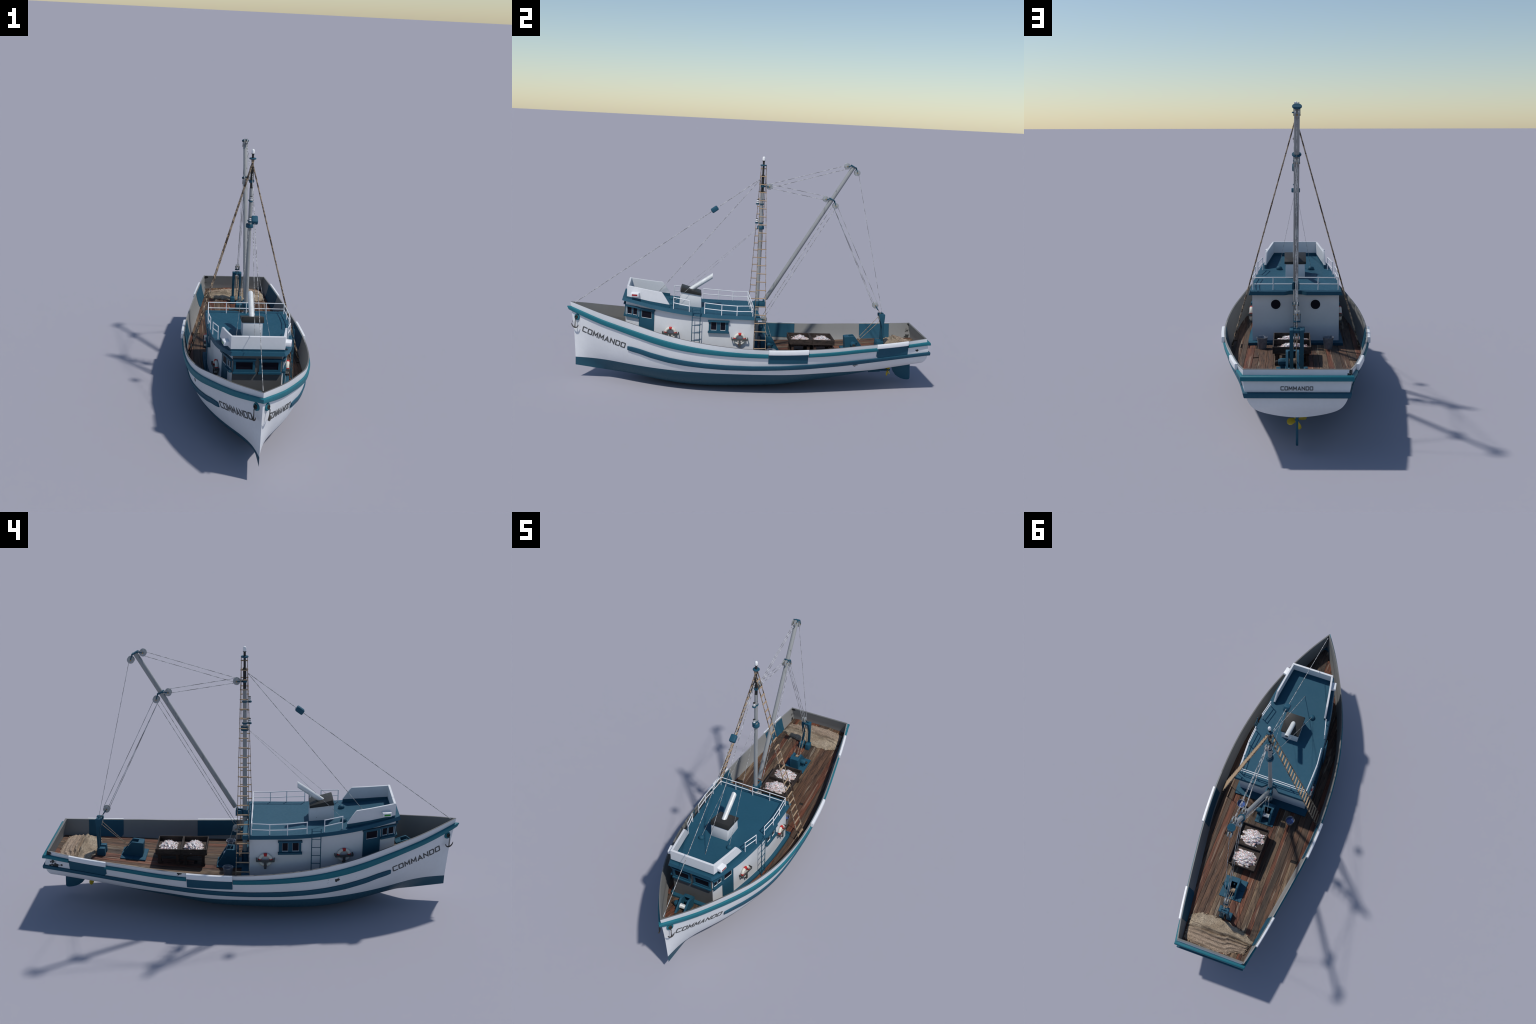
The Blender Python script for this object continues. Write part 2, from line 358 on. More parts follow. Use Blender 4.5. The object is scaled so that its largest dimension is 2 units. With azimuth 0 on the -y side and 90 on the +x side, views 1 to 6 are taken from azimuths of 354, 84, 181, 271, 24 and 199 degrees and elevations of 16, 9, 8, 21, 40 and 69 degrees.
def strake_row(y, zt, zb, p, sx, r=.0035):
    """rounded cross-section of a strake standing p proud of the hull at station y"""
    pts = []
    for z, d in ((zb, -.003), (zb, p - r), (zb + r * .3, p - r * .3), (zb + r, p), (zt - r, p), (zt - r * .3, p - r * .3), (zt, p - r), (zt, -.003)):
        x = hull_x(y, z); nx, ny = outward(y, z); pts.append((sx * (x + nx * d), y + ny * d, z))
    return pts
def transom_y(z): return .9706 + rake(.9706, z)
def transom_x(z): return hull_x(transom_y(z) - .0015, z)
def strake(name, mat, top, bot, y0, y1, p, around=False, bow=False, round_nose=False, aft=0.0):
    g = Geo()
    for sx in (1, -1):
        ys = frange(y0, y1, max(3, int((y1 - y0) / .02))); rows = []
        for i, y in enumerate(ys):
            zt, zb = top(y), bot(y); pp = p(y)
            if round_nose and i < 2: m = (zt + zb) / 2; k = (.80, .97)[i]; zt, zb = m + (zt - m) * k, m + (zb - m) * k
            rows.append(strake_row(y, zt, zb, pp, sx))
        if bow:                                                   # both sides meet in a pointed nose ahead of the stem
            zt, zb = top(-.985), bot(-.985); nose = []
            for z, d in ((zb, -.003), (zb, .0130), (zb + .001, .0145), (zb + .004, .0160), (zt - .004, .0205), (zt - .001, .0200), (zt, .0185), (zt, -.003)):
                nose.append((0, -.984 + float(np.interp(z, [s[0] for s in STEM], [s[1] for s in STEM])) - d, z))
            rows.insert(0, nose)
        if around:
            y = ys[-1]; zt, zb = top(.985), bot(.985); pp = p(y) ; r = .0035; corner = []; mid = []
            for z, d in ((zb, -.003), (zb, pp - r), (zb + r * .3, pp - r * .3), (zb + r, pp), (zt - r, pp), (zt - r * .3, pp - r * .3), (zt, pp - r), (zt, -.003)):
                e = d + aft * max(0, d) / pp; corner.append((sx * (transom_x(z) + d * .85), transom_y(z) + e, z)); mid.append((0, transom_y(z) + e, z))
            rows += [corner, mid]
        g.grid(rows, flip=sx < 0)
        for r in ((rows[0],) if not bow else ()) + (() if around else (rows[-1],)): g.add(r, [tuple(range(8))])
    return part(name, g, mat, weld=True, angle=50)
tt = lambda y: sheer_z(min(y, .9706)) + interp(y, TEAL_TOP); tb = lambda y: sheer_z(min(y, .9706)) + interp(y, TEAL_BOT)
lt = lambda y: interp(y, LOW_TOP); lb = lambda y: interp(y, LOW_BOT)
prot = lambda y: .0095 + .0025 * max(0, (-.6 - y) / .38) + .0015 * max(0, (y - .6) / .38)
strake("rubbing_strake", TEAL, tt, tb, -.962, .0845, prot, bow=True)
strake("rubbing_strake", TEAL, tt, tb, .3015, .6895, prot)
strake("rubbing_strake", TEAL, tt, tb, .8640, .975, prot, around=True, aft=.0055)
strake("lower_strake", BLUE, lt, lb, -.657, .975, lambda y: .0075 + .001 * max(0, y), around=True, round_nose=True, aft=.003)

# ---------------------------------------------------------------- trawl-board panels amidships and aft
def panel(name, outline_y, z_of, mat, inside, sx, t=.0022):
    """thin plate following the bulwark between y0 and y1; z_of(y) gives its lower and upper edge"""
    g = Geo(); ys = frange(*outline_y, 16); a, b = [], []
    for y in ys:
        z0, z1 = z_of(y); ra, rb = [], []
        for z in frange(z0, z1, 5):
            x = inner_x(y, z) - .0002 if inside else hull_x(y, z) + .0002; d = -t if inside else t
            ra.append((sx * x, y, z)); rb.append((sx * (x + d), y, z))
        a.append(ra); b.append(rb)
    g.grid(a, flip=True); g.grid(b)
    for p, q in ((a[0], b[0]), (a[-1], b[-1]), ([r[0] for r in a], [r[0] for r in b]), ([r[-1] for r in a], [r[-1] for r in b])): g.grid([p, q])
    return part(name, g, mat, weld=True, angle=30)
def cap_board(y0, y1, height, p, sx):
    """thick white board on the outside of the rail"""
    g = Geo(); rows = []; r = .003
    for y in frange(y0, y1, 14):
        zt = sheer_z(y) + .0022; zb = zt - height; row = []
        for z, d in ((zb, -.001), (zb, p - r), (zb + r * .3, p - r * .3), (zb + r, p), (zt - r, p), (zt - r * .3, p - r * .3), (zt, p - r), (zt, -.001)):
            x = sheer_x(y); row.append((sx * (x + d), y, z))
        rows.append(row)
    g.grid(rows, flip=sx < 0); g.add(rows[0], [tuple(range(8))]); g.add(rows[-1], [tuple(range(8))])
    return part("cap_board", g, CLEAN, weld=True, angle=50, bevel=0)
for sx in (1, -1):
    mid = lambda y: (.1872, sheer_z(y) - .022)
    def aft(y): return (lt(y) - .002 + max(0, .697 - y) * 1.2, sheer_z(y) - .018)
    panel("board_panel", (.0868, .2995), mid, BLUE, False, sx); panel("board_panel", (.6846, .8650), aft, BLUE, False, sx)
    panel("board_panel", (.0868, .2995), lambda y: (max(.1842, deck_edge(y)), sheer_z(y) - .0006), BLUE, True, sx)
    panel("board_panel", (.680, .8530), lambda y: (deck_edge(y) - .001 + max(0, .694 - y) * 1.1, sheer_z(y) - .0006), BLUE, True, sx)
    cap_board(.0868, .2995, .0255, .0118, sx); cap_board(.6820, .8610, .0235, .0100, sx)

# ---------------------------------------------------------------- deck planks
g = Geo(); ys = frange(-.960, .976, 60)
g.grid([[(sx * inner_x(y, deck_edge(y)) / 4, y, deck_h(sx * inner_x(y, deck_edge(y)) / 4, y) - .0035) for sx in range(-4, 5)] for y in ys]); part("deck_base", g, SEAM)
x = -.335; prng = random.Random(11)
while x < .335:
    w = prng.choice((.024, .028, .031, .034, .038)); xa, xb = x + .0005, min(.335, x + w) - .0005; x += w
    ys = [y for y in frange(-.958, .9755, 130) if inner_x(y, deck_edge(y)) > min(abs(xa), abs(xb)) + .0015 or xa * xb < 0]
    ys = [y for y in ys if min(xb, inner_x(y, deck_edge(y))) - max(xa, -inner_x(y, deck_edge(y))) > .0015]
    if len(ys) < 4: continue
    joint = prng.uniform(-3, .9); lift = prng.uniform(-.0005, .0005); bits = [[y for y in ys if y <= joint], [y for y in ys if y > joint]]
    if min(len(bits[0]), len(bits[1])) < 6: bits = [ys]
    for piece in bits:
        g = Geo(); rows = []
        for i, y in enumerate(piece):
            L = inner_x(y, deck_edge(y)) + .001; a, b = max(xa, -L), min(xb, L); z = deck_z(y) + lift; e = min(.001, (b - a) * .3)
            yy = y + .001 if i == 0 else y - .001 if i == len(piece) - 1 else y
            za, zb_ = deck_h(a, y) + lift, deck_h(b, y) + lift; rows.append([(a, yy, za - .004), (a, yy, za - .0008), (a + e, yy, za), (b - e, yy, zb_), (b, yy, zb_ - .0008), (b, yy, zb_ - .004)])
        g.grid(rows); g.add(rows[0], [tuple(range(6))]); g.add(rows[-1], [tuple(range(6))])
        part("deck_plank", g, prng.choice((PLANKS[0], PLANKS[0], PLANKS[1], PLANKS[1], PLANKS[2], PLANKS[3], PLANKS[3])), angle=30)
g = Geo(); g.prism([(0, -.963, 0), (.024, -.925, 0), (0, -.94, 0), (-.024, -.925, 0)], (0, 0, .3125), (0, 0, .3180)); part("breasthook", g, BLUE)

# ---------------------------------------------------------------- rudder, shaft, propeller
g = Geo(); R = [(.8300, .108), (.8345, .092), (.843, .0707), (.8595, .0498), (.875, .039), (.891, .0310), (.9100, .0262), (.9276, .0245), (.9395, .0262), (.9436, .034), (.9425, .060), (.9375, .138)]
L = [(0.0, y, z) for y, z in R]
g.prism(L, (-.0045, 0, 0), (.0045, 0, 0)); rudder = part("rudder", g, BLUE, bevel=.0025)
g = Geo(); g.tube([(0, .62, .088), (0, .70, .0735), (0, .822, .0795)], .0055, 14); g.tube([(0, .70, .0705), (0, .765, .0755)], .008, 14); g.box((0, .735, .088), (.006, .05, .03)); g.tube([(0, .812, .079), (0, .826, .080)], [.008, .004], 14)
part("propeller_shaft", g, BLUE)
g = Geo(); sect = [(.004, .006), (.012, .0115), (.023, .0145), (.032, .012), (.0375, .0045)]
for k in range(4):
    a0 = math.radians(-15 + 90 * k); er = Vector((math.cos(a0), 0, math.sin(a0))); et = Vector((-math.sin(a0), 0, math.cos(a0))); ey = Vector((0, 1, 0)); rows = []
    for r, w in sect:
        tw = -math.radians(58 - 650 * r); c = Vector((0, .8115, .0785)) + er * r; d = et * math.cos(tw) + ey * math.sin(tw); nn = d.cross(er)
        rows.append([c + d * w * math.cos(q) + nn * .0013 * math.sin(q) for q in [2 * math.pi * j / 12 for j in range(12)]])
    g.grid(rows, close_u=True); g.add(rows[-1], [tuple(range(12))])
part("propeller", g, YELLOW, angle=50)

# ---------------------------------------------------------------- name on both bows and on the transom
def ribbon(pts, w, closed=False):
    """mitred stroke of width w along a 2D polyline: returns left and right points"""
    P = [Vector((p[0], p[1])) for p in pts]; n = len(P); Lf, Rt = [], []
    for i, p in enumerate(P):
        a = P[i - 1] if (i or closed) else None; c = P[(i + 1) % n] if (i < n - 1 or closed) else None
        d1 = (p - a).normalized() if a is not None else None; d2 = (c - p).normalized() if c is not None else None
        d1 = d1 or d2; d2 = d2 or d1; m = Vector((-(d1.y + d2.y), d1.x + d2.x))
        m = m.normalized() if m.length > 1e-4 else Vector((-d1.y, d1.x)); k = min(2.2, 1 / max(.3, m.dot(Vector((-d1.y, d1.x)))))
        Lf.append(p + m * k * w / 2); Rt.append(p - m * k * w / 2)
    return Lf, Rt
S = .185; h = S / 2; W = .86
GLYPH = {"C": [([(W, 1 - h), (.06 + h, 1 - h), (h, .94 - h), (h, .06 + h), (.06 + h, h), (W, h)], 0)],
         "O": [([(.05 + h, h), (W - .05 - h, h), (W - h, .05 + h), (W - h, .95 - h), (W - .05 - h, 1 - h), (.05 + h, 1 - h), (h, .95 - h), (h, .05 + h)], 1)],
         "D": [([(h, h), (W - .10 - h, h), (W - h, .10 + h), (W - h, .90 - h), (W - .10 - h, 1 - h), (h, 1 - h)], 1)],
         "M": [([(h, 0), (h + .03, .92), (W / 2 + .05, .30), (W + .07 - h, .92), (W + .10 - h, 0)], 0)],
         "N": [([(h, 0), (h, .90), (W - h, .10), (W - h, 1)], 0)],
         "A": [([(h - .02, 0), (W / 2, .90), (W + .02 - h, 0)], 0), ([(.27, .30), (W - .27, .30)], 0)]}
def lettering(place, t=.0011):
    """the name; place(u, v, d) maps text units (u along, v up) and a height d off the surface to space"""
    g = Geo(); u0 = 0
    for ch in "COMMANDO":
        for line, closed in GLYPH[ch]:
            dense = []
            for a, b in zip(line, line[1:] + line[:1] if closed else line[1:]):
                dense += [(a[0] + (b[0] - a[0]) * k / 4, a[1] + (b[1] - a[1]) * k / 4) for k in range(4)]
            if not closed: dense.append(line[-1])
            L, R = ribbon(dense, S, closed); k = len(L); rows = []
            for l, r in zip(L, R): rows.append([place(u0 + l.x, l.y, -.0006), place(u0 + l.x, l.y, t), place(u0 + r.x, r.y, t), place(u0 + r.x, r.y, -.0006)])
            if closed: rows.append(rows[0])
            g.grid(rows)
            if not closed: g.add(rows[0], [(0, 1, 2, 3)]); g.add(rows[-1], [(0, 1, 2, 3)])
        u0 += {"M": 1.10, "A": 1.0, "N": 1.0}.get(ch, .99)
    return g
TEXT_LEN = 8.1
def bow_place(sx):
    def f(u, v, d):
        s = u / TEXT_LEN
        if sx < 0: s = 1 - s
        y = -.9150 + .2425 * s; z = .2699 - .0590 * s - .0035 * math.sin(math.pi * s) + .0315 * v; y += .0075 * v
        nx, ny = outward(y, z); return (sx * (hull_x(y, z) + d * nx), y + d * ny, z)
    return f
for sx in (1, -1): part("name_lettering", lettering(bow_place(sx)), INK, angle=30)
part("name_lettering", lettering(lambda u, v, d: (.0580 - .1146 * u / TEXT_LEN, transom_y(.2452 + .0136 * v) + d, .2452 + .0136 * v)), INK, angle=30)

# ---------------------------------------------------------------- hawse pipes and anchors
for sx in (1, -1):
    nx, ny = outward(-.945, .348); ax = Vector((sx * nx, ny, .12)).normalized(); c = Vector((sx * hull_x(-.942, .3475), -.942, .3475))
    g = Geo(); g.lathe(c - ax * .004, [(.018, 0), (.0178, .008), (.015, .0115), (.0105, .0115), (.0095, .007)], 24, 0, ax, caps=False); hp = part("hawse_pipe", g, TEAL)
    g = Geo(); g.lathe(c + ax * .002, [(.0115, 0), (.0112, .005), (.0085, .0095), (.006, .0095), (.005, .006), (.0, .006)], 20, 0, ax, caps=False); part("hawse_plug", g, BLACK, parent=hp)
    o = c + ax * .014; top = Vector((o.x + sx * .001, o.y - .002, .335)); foot = Vector((top.x, top.y - .0015, .292)); g = Geo()
    g.tube([o - Vector((0, 0, .004)) + Vector((0, .004 * math.cos(q), .004 * math.sin(q) - .004)) for q in [2 * math.pi * k / 12 for k in range(12)]], .0010, 6, closed=True)
    g.tube([top + Vector((.003 * math.cos(q), 0, .003 * math.sin(q) + .002)) for q in [2 * math.pi * k / 12 for k in range(12)]], .0009, 6, closed=True)
    g.tube([top, foot], [.0017, .0030], 8); d = Vector((sx * .35, 1, -.17)).normalized()
    arc = [foot + d * .0205 * math.sin(q) + Vector((0, 0, .0235 * (1 - math.cos(q)) - .001)) for q in frange(-1.25, 1.25, 14)]
    g.tube(arc, [.0007] + [.0014 + .0022 * math.cos(q) for q in frange(-1.25, 1.25, 14)][1:-1] + [.0007], 8)
    for e, s in ((arc[0], -1), (arc[-1], 1)): g.add([e + Vector((0, 0, .005)) + d * s * .001, e + d * s * .003 - Vector((0, 0, .001)), e - d * s * .004 - Vector((0, 0, .001)), e + Vector((sx * .002, 0, 0))], [(0, 1, 2), (0, 1, 3), (1, 2, 3), (0, 2, 3)])
    part("anchor", g, IRON, angle=50)

# ================================================================ deckhouse
WALL = [(-.680,.1095),(-.60,.1270),(-.52,.1455),(-.44,.1605),(-.36,.1735),(-.27,.1850),(-.18,.1930),(-.08,.1970),(.0125,.1980)]
EAVE = [(-.697,.1215,.4690),(-.65,.1395,.4610),(-.60,.1550,.4517),(-.55,.1660,.4412),(-.50,.1765,.4330),(-.45,.1840,.4252),(-.40,.1905,.4187),(-.35,.1965,.4135),(-.30,.2015,.4092),(-.25,.2050,.4055),(-.20,.2080,.4030),(-.15,.2105,.4012),(-.10,.2120,.4003),(-.05,.2130,.3995),(0,.2135,.3988),(.0455,.2135,.3986)]
_wx = spline([w[0] for w in WALL], [w[1] for w in WALL]); wall_x = _wx
_ex = spline([e[0] for e in EAVE], [e[1] for e in EAVE]); _ez = spline([e[0] for e in EAVE], [e[2] for e in EAVE])
ROOF_T = .0168
roof_z = lambda y: _ez(min(max(y, -.697), .0455)) + ROOF_T
def wall_n(y):
    d = (wall_x(y + .004) - wall_x(y - .004)) / .008; L = math.hypot(1, d); return 1 / L, -d / L
g = Geo(); ys = frange(-.6760, .0125, 26)
for sx in (1, -1): g.grid([[(sx * wall_x(y), y, z) for z in frange(deck_z(y) - .012, _ez(y) + .006, 3)] for y in ys])
g.grid([[(x * .1980, .0125, z) for x in frange(-1, 1, 4)] for z in frange(.155, _ez(.0125) + .006, 3)])
HOUSE = part("deckhouse", g, paint("deckhouse_white", WHITE_C, (.10, .10, .10), .76), angle=25, weld=True)
g = Geo(); g.grid([[(x * .1097, -.6768, z) for x in frange(-1, 1, 4)] for z in frange(.25, _ez(-.68) + .006, 3)]); g.grid([[(x * .1097, -.6745, z) for x in (-1, 1)] for z in (.25, .476)])
part("front_wall", g, DARK, HOUSE)
# blue plinth along the foot of the walls
g = Geo(); pl = []
for y in frange(-.680, .0125, 22):
    k = (y + .68) / .6925; nx, ny = wall_n(y); d = .019; pl.append((wall_x(y) + nx * d, y + ny * d * .3, deck_z(y)))
pl = [(.108, -.6990, deck_z(-.699))] + pl + [(.2155, .0535, deck_z(.0535) - .002)]
g.grid([[(-x, y, z - .014), (-x, y, z + .008), (-x + .002, y, z + .010), (x - .002, y, z + .010), (x, y, z + .008), (x, y, z - .014)] for x, y, z in pl])
for x, y, z in (pl[0], pl[-1]): g.add([(-x, y, z - .014), (x, y, z - .014), (x, y, z + .008), (x - .002, y, z + .010), (-x + .002, y, z + .010), (-x, y, z + .008)], [(0, 1, 2, 3, 4, 5)])
part("plinth", g, BLUE, HOUSE, angle=30)
# roof slab with a notch for the mast
def y_rear(x): 
    t = min(1, max(0, (.052 - abs(x)) / .030)); return .0460 - .0205 * t * t * (3 - 2 * t)
us = [-1, -.8, -.6, -.4] + [k / 100 for k in (-27, -24, -21, -18, -15, -12, -10, -7, 0, 7, 10, 12, 15, 18, 21, 24, 27)] + [.4, .6, .8, 1]
g = Geo(); top, bot = [], []
for y in frange(-.697, .0455, 34):
    t, b_ = [], []; k = max(0, (y + .05) / .0955)
    for u in us:
        xo = _ex(min(y, .0455)) ; xi = xo - .0065; z = _ez(y)
        yy = y + k * (y_rear(u * xo) - .0455); e = .004 if y < -.69 else -.004 if y > .045 else 0
        b_.append((u * xo, yy, z)); t.append((u * xi, yy + e, z + ROOF_T))
    top.append(t); bot.append(b_)
g.grid(top); g.grid(bot)
for p, q in ((top[0], bot[0]), (top[-1], bot[-1]), ([r[0] for r in top], [r[0] for r in bot]), ([r[-1] for r in top], [r[-1] for r in bot])): g.grid([p, q])
part("roof", g, BLUE, HOUSE, weld=True, angle=28)

# white coaming round the wheelhouse top
CO = [(-.6710,.1195,.5500),(-.6200,.1290,.5420),(-.5500,.1410,.5315),(-.4880,.1508,.5240),(-.4865,.1510,.5232),(-.4790,.1520,.5145),(-.4640,.1540,.4925),(-.4520,.1554,.4730),(-.4440,.1562,.4592)]
curb_z = lambda y: roof_z(y) + .0095 + .0085 * (y + .6736) / .229
g, gc = Geo(), Geo(); T = .0105
for sx in (1, -1):
    rows, low = [], []
    for y, x, zt in CO:
        zb = curb_z(y); zt = max(zt, zb + .002); rows.append([(sx * x, y, zb), (sx * x, y, zt - .0012), (sx * (x - .0012), y, zt), (sx * (x - T + .0012), y, zt), (sx * (x - T), y, zt - .0012), (sx * (x - T), y, zb)])
        low.append([(sx * (x - .0008), y + (.001 if y < -.67 else 0), z) for z in (roof_z(y) - .004, zb + .0005)] + [(sx * (x - T + .0005), y + (.001 if y < -.67 else 0), z) for z in (zb + .0005, roof_z(y) - .004)])
    g.grid(rows, flip=sx < 0, close_u=True); g.add(rows[-1], [tuple(range(6))]); gc.grid(low, close_u=True); gc.add(low[-1], [(0, 1, 2, 3)])
def front(geo, z0, z1, y0, w, r):
    prof = [(y0, z0), (y0, z1 - r), (y0 + r, z1), (y0 + T, z1), (y0 + T, z0)]; geo.grid([[(x, y, z) for y, z in prof] for x in (-w, w)], close_u=True)
    for sx in (1, -1): geo.add([(sx * w, y, z) for y, z in prof], [tuple(range(5))])
front(g, curb_z(-.671), .5500, -.6714, .1194, .0012); front(gc, roof_z(-.671) - .004, curb_z(-.671) + .0005, -.6702, .1185, .0002)
COAMING = part("wheelhouse_coaming", g, WHITE, angle=30); part("coaming_curb", gc, BLUE, COAMING, angle=30)
# navigation lights
for sx, lens in ((1, RED_LIGHT), (-1, GREEN_LIGHT)):
    g = Geo(); rot = Matrix.Rotation(-sx * .19, 3, "Z"); c = Vector((sx * .1385, -.6270, .5055)); g.box(c, (.030, .044, .020), rot=rot); nl = part("navigation_light", g, CLEAN, None, bevel=.003)
    g = Geo(); g.box(c + rot @ Vector((sx * .0145, 0, -.001)), (.002, .030, .0085), rot=rot); part("light_lens", g, lens, nl)
# stack with slanted black cap and exhaust pipe
g = Geo(); B = [(-.3905,.434),(-.2695,.419),(-.2735,.4905),(-.3855,.5085)]
g.add([(s * (.047 if k < 2 else .0462), y, z) for s in (-1, 1) for k, (y, z) in enumerate(B)], [(0, 1, 2, 3), (7, 6, 5, 4), (0, 4, 5, 1), (1, 5, 6, 2), (2, 6, 7, 3), (3, 7, 4, 0)])
stack = part("stack", g, WHITE, None, bevel=.0012)
g = Geo(); B = [(-.3875,.5090),(-.2715,.4915),(-.2720,.5035),(-.3790,.5350)]
g.add([(s * .0525, y, z) for s in (-1, 1) for y, z in B], [(0, 1, 2, 3), (7, 6, 5, 4)] + [(k, k + 4, (k + 1) % 4 + 4, (k + 1) % 4) for k in range(4)]); part("stack_cap", g, BLACK, stack, bevel=.0008)
g = Geo(); p0, p1 = Vector((-.002, -.338, .510)), Vector((-.002, -.2125, .5945)); d = (p1 - p0).normalized(); up = Vector((1, 0, 0)); w = d.cross(up); rows = []
for t, r in ((0, .0132), (.3, .0132), (.65, .0132), (1, .0132), (1, .0105), (.7, .0105)):
    row = []
    for k in range(20):
        a = 2 * math.pi * k / 20; off = up * r * math.cos(a) + w * r * math.sin(a); p = p0 + (p1 - p0) * t + off
        if t > .6: s = (p0.y + (p1.y - p0.y) * t - p.y) / d.y; p = p + d * s           # end cut upright
        row.append(p)
    rows.append(row)
g.grid(rows, close_u=True); part("exhaust_pipe", g, STEEL, stack, angle=40)
for sx in (1, -1):
    g = Geo(); zk = roof_z(-.433); g.lathe((sx * .080, -.433, zk - .002), [(.0150, 0), (.0160, .005), (.0150, .0105), (.0115, .0155), (.0060, .0185), (0, .0193)], 18, caps=False); part("roof_knob", g, BLUE, HOUSE, angle=60)

# windows and doors: frames standing proud, panes set back, pale inner edge at the sill
def side_frame(name, y0, y1, z0, z1, panes, sx, proud=.007, sill=True, sl=0.0, head=True, solid=False):
    """frame on a side wall; panes = (y0, y1, z0, z1) openings; sl = slope of the opening along y"""
    P = lambda y, z, d: (sx * (wall_x(y) + wall_n(y)[0] * d), y + wall_n(y)[1] * d, z + sl * (y - (y0 + y1) / 2))
    g = Geo()
    def slab(a, b, c, d, t, mat=0, base=-.002):
        ya = frange(a, b, 4); R = [[P(y, c, base), P(y, c, t), P(y, d, t), P(y, d, base)] for y in ya]
        g.grid(R, mat, flip=sx < 0, close_u=True); g.add(R[0], [(0, 1, 2, 3)], mat); g.add(R[-1], [(0, 1, 2, 3)], mat)
    cuts = sorted(panes); edges = [y0] + [v for p in cuts for v in p[:2]] + [y1]
    for a, b in zip(edges[::2], edges[1::2]):
        if b - a > .0008: slab(a, b, z0, z1, proud)
    for a, b, c, d in cuts:
        slab(a, b, z0, c, proud); slab(a, b, d, z1, proud); slab(a, b, c, d, .0012, 1); slab(a, b, c, c + .0014, proud - .0004, 2); slab(b - .0006, b, c + .0014, d, proud - .0004, 2); slab(a, a + .0006, c + .0014, d, proud - .0004, 2)
    if head: slab(y0 - .0045, y1 + .0045, z1 - .002, z1 + .006, proud + .0085)
    if sill: slab(y0 - .004, y1 + .004, z0 - .006, z0 + .003, proud + .0095)
    return part(name, g, [BLUE, GLASS, CLEAN], HOUSE, angle=30)
for sx in (1, -1):
    side_frame("side_window", -.6715, -.6075, .3835, .4345, [(-.6665, -.6425, .3925, .4325), (-.6365, -.6135, .3925, .4325)], sx, .0042, sl=-.125)
    side_frame("wheelhouse_door", -.6035, -.5225, .238, .4245, [(-.5895, -.5365, .3785, .4150)], sx, .0035, sill=False, sl=-.09)
    side_frame("side_window", -.2300, -.1255, .3270, .3830, [(-.2190, -.1890, .3345, .3805), (-.1685, -.1415, .3345, .3805)], sx, .0052)
for cx in (-.0577, .0560):
    g = Geo(); a, b, z0, z1 = cx - .0475, cx + .0475, .3830, .4455; f = -.6768
    for x0, x1, c, d, t in ((a, a + .0105, z0, z1, .005), (b - .0105, b, z0, z1, .005), (a + .0105, b - .0105, z0, z0 + .0150, .005), (a + .0105, b - .0105, z1 - .0115, z1, .005), (a - .003, b + .003, z1 - .002, z1 + .004, .0125), (a - .004, b + .004, z0 - .004, z0 + .004, .0105)):
        g.box(((x0 + x1) / 2, f - t / 2 + .001, (c + d) / 2), (x1 - x0, t + .002, d - c))
    g.box((cx, f - .0008, .415), (.078, .003, .038), 1); part("front_window", g, [BLUE, GLASS], HOUSE, angle=30)
for sx in (1, -1):
    g = Geo(); c = (sx * .0905, .0125, .350); g.lathe(c, [(.0265, -.001), (.0265, .0016), (.0232, .0022), (.0218, .0008)], 32, 0, (0, 1, 0), caps=False); g.lathe(c, [(.0222, -.001), (.0222, .0010)], 32, 1, (0, 1, 0)); part("porthole", g, [HOUSE.data.materials[0], GLASS], HOUSE)

# roof railing
def zr(y): return roof_z(y) - .002
RAIL = [[(.1640,-.4215,.5010,.442),(.1850,-.3370,.4900,.4295)], [(.1931,-.2560,.4820,.4212),(.2015,-.1650,.4753,.4150),(.1990,-.0825,.4705,.4120),(.1950,.0030,.4722,.4125),(.1027,.0030,.4730,.4125),(0,.0030,.4730,.4125),(-.1027,.0030,.4730,.4125),(-.1950,.0030,.4722,.4125),(-.1990,-.0825,.4705,.4120),(-.2015,-.1650,.4753,.4150),(-.1931,-.2560,.4820,.4212)], [(-.1640,-.4215,.5010,.442),(-.1850,-.3370,.4900,.4295)]]
for run in RAIL:
    g = Geo(); r = .0023
    for f in (1.0, .5): g.tube([(x, y, zb + (zt - zb) * f) for x, y, zt, zb in run], r, 8)
    for x, y, zt, zb in run: g.tube([(x, y, zb - .004), (x, y, zt + .0018)], r, 8)
    part("roof_railing", g, CLEAN, None, angle=60)
# ladders to the roof
for sx in (1, -1):
    g = Geo()
    for y in (-.3205, -.2785): g.tube([(sx * .2085, y, deck_h(.2085, y)), (sx * .2085, y, .4565), ], .0022, 8); 
    lad = part("ladder", g, BLUE, None, angle=60); g = Geo(); g.tube([(0, -.021, 0), (0, .021, 0)], .0018, 8); rg = None
    for k in range(7):
        loc = (sx * .2085, -.2995, .4435 - .0411 * k)
        if rg is None: rg = part("ladder_rung", g, BLUE, lad, angle=60); rg.location = loc
        else: again(rg, loc)
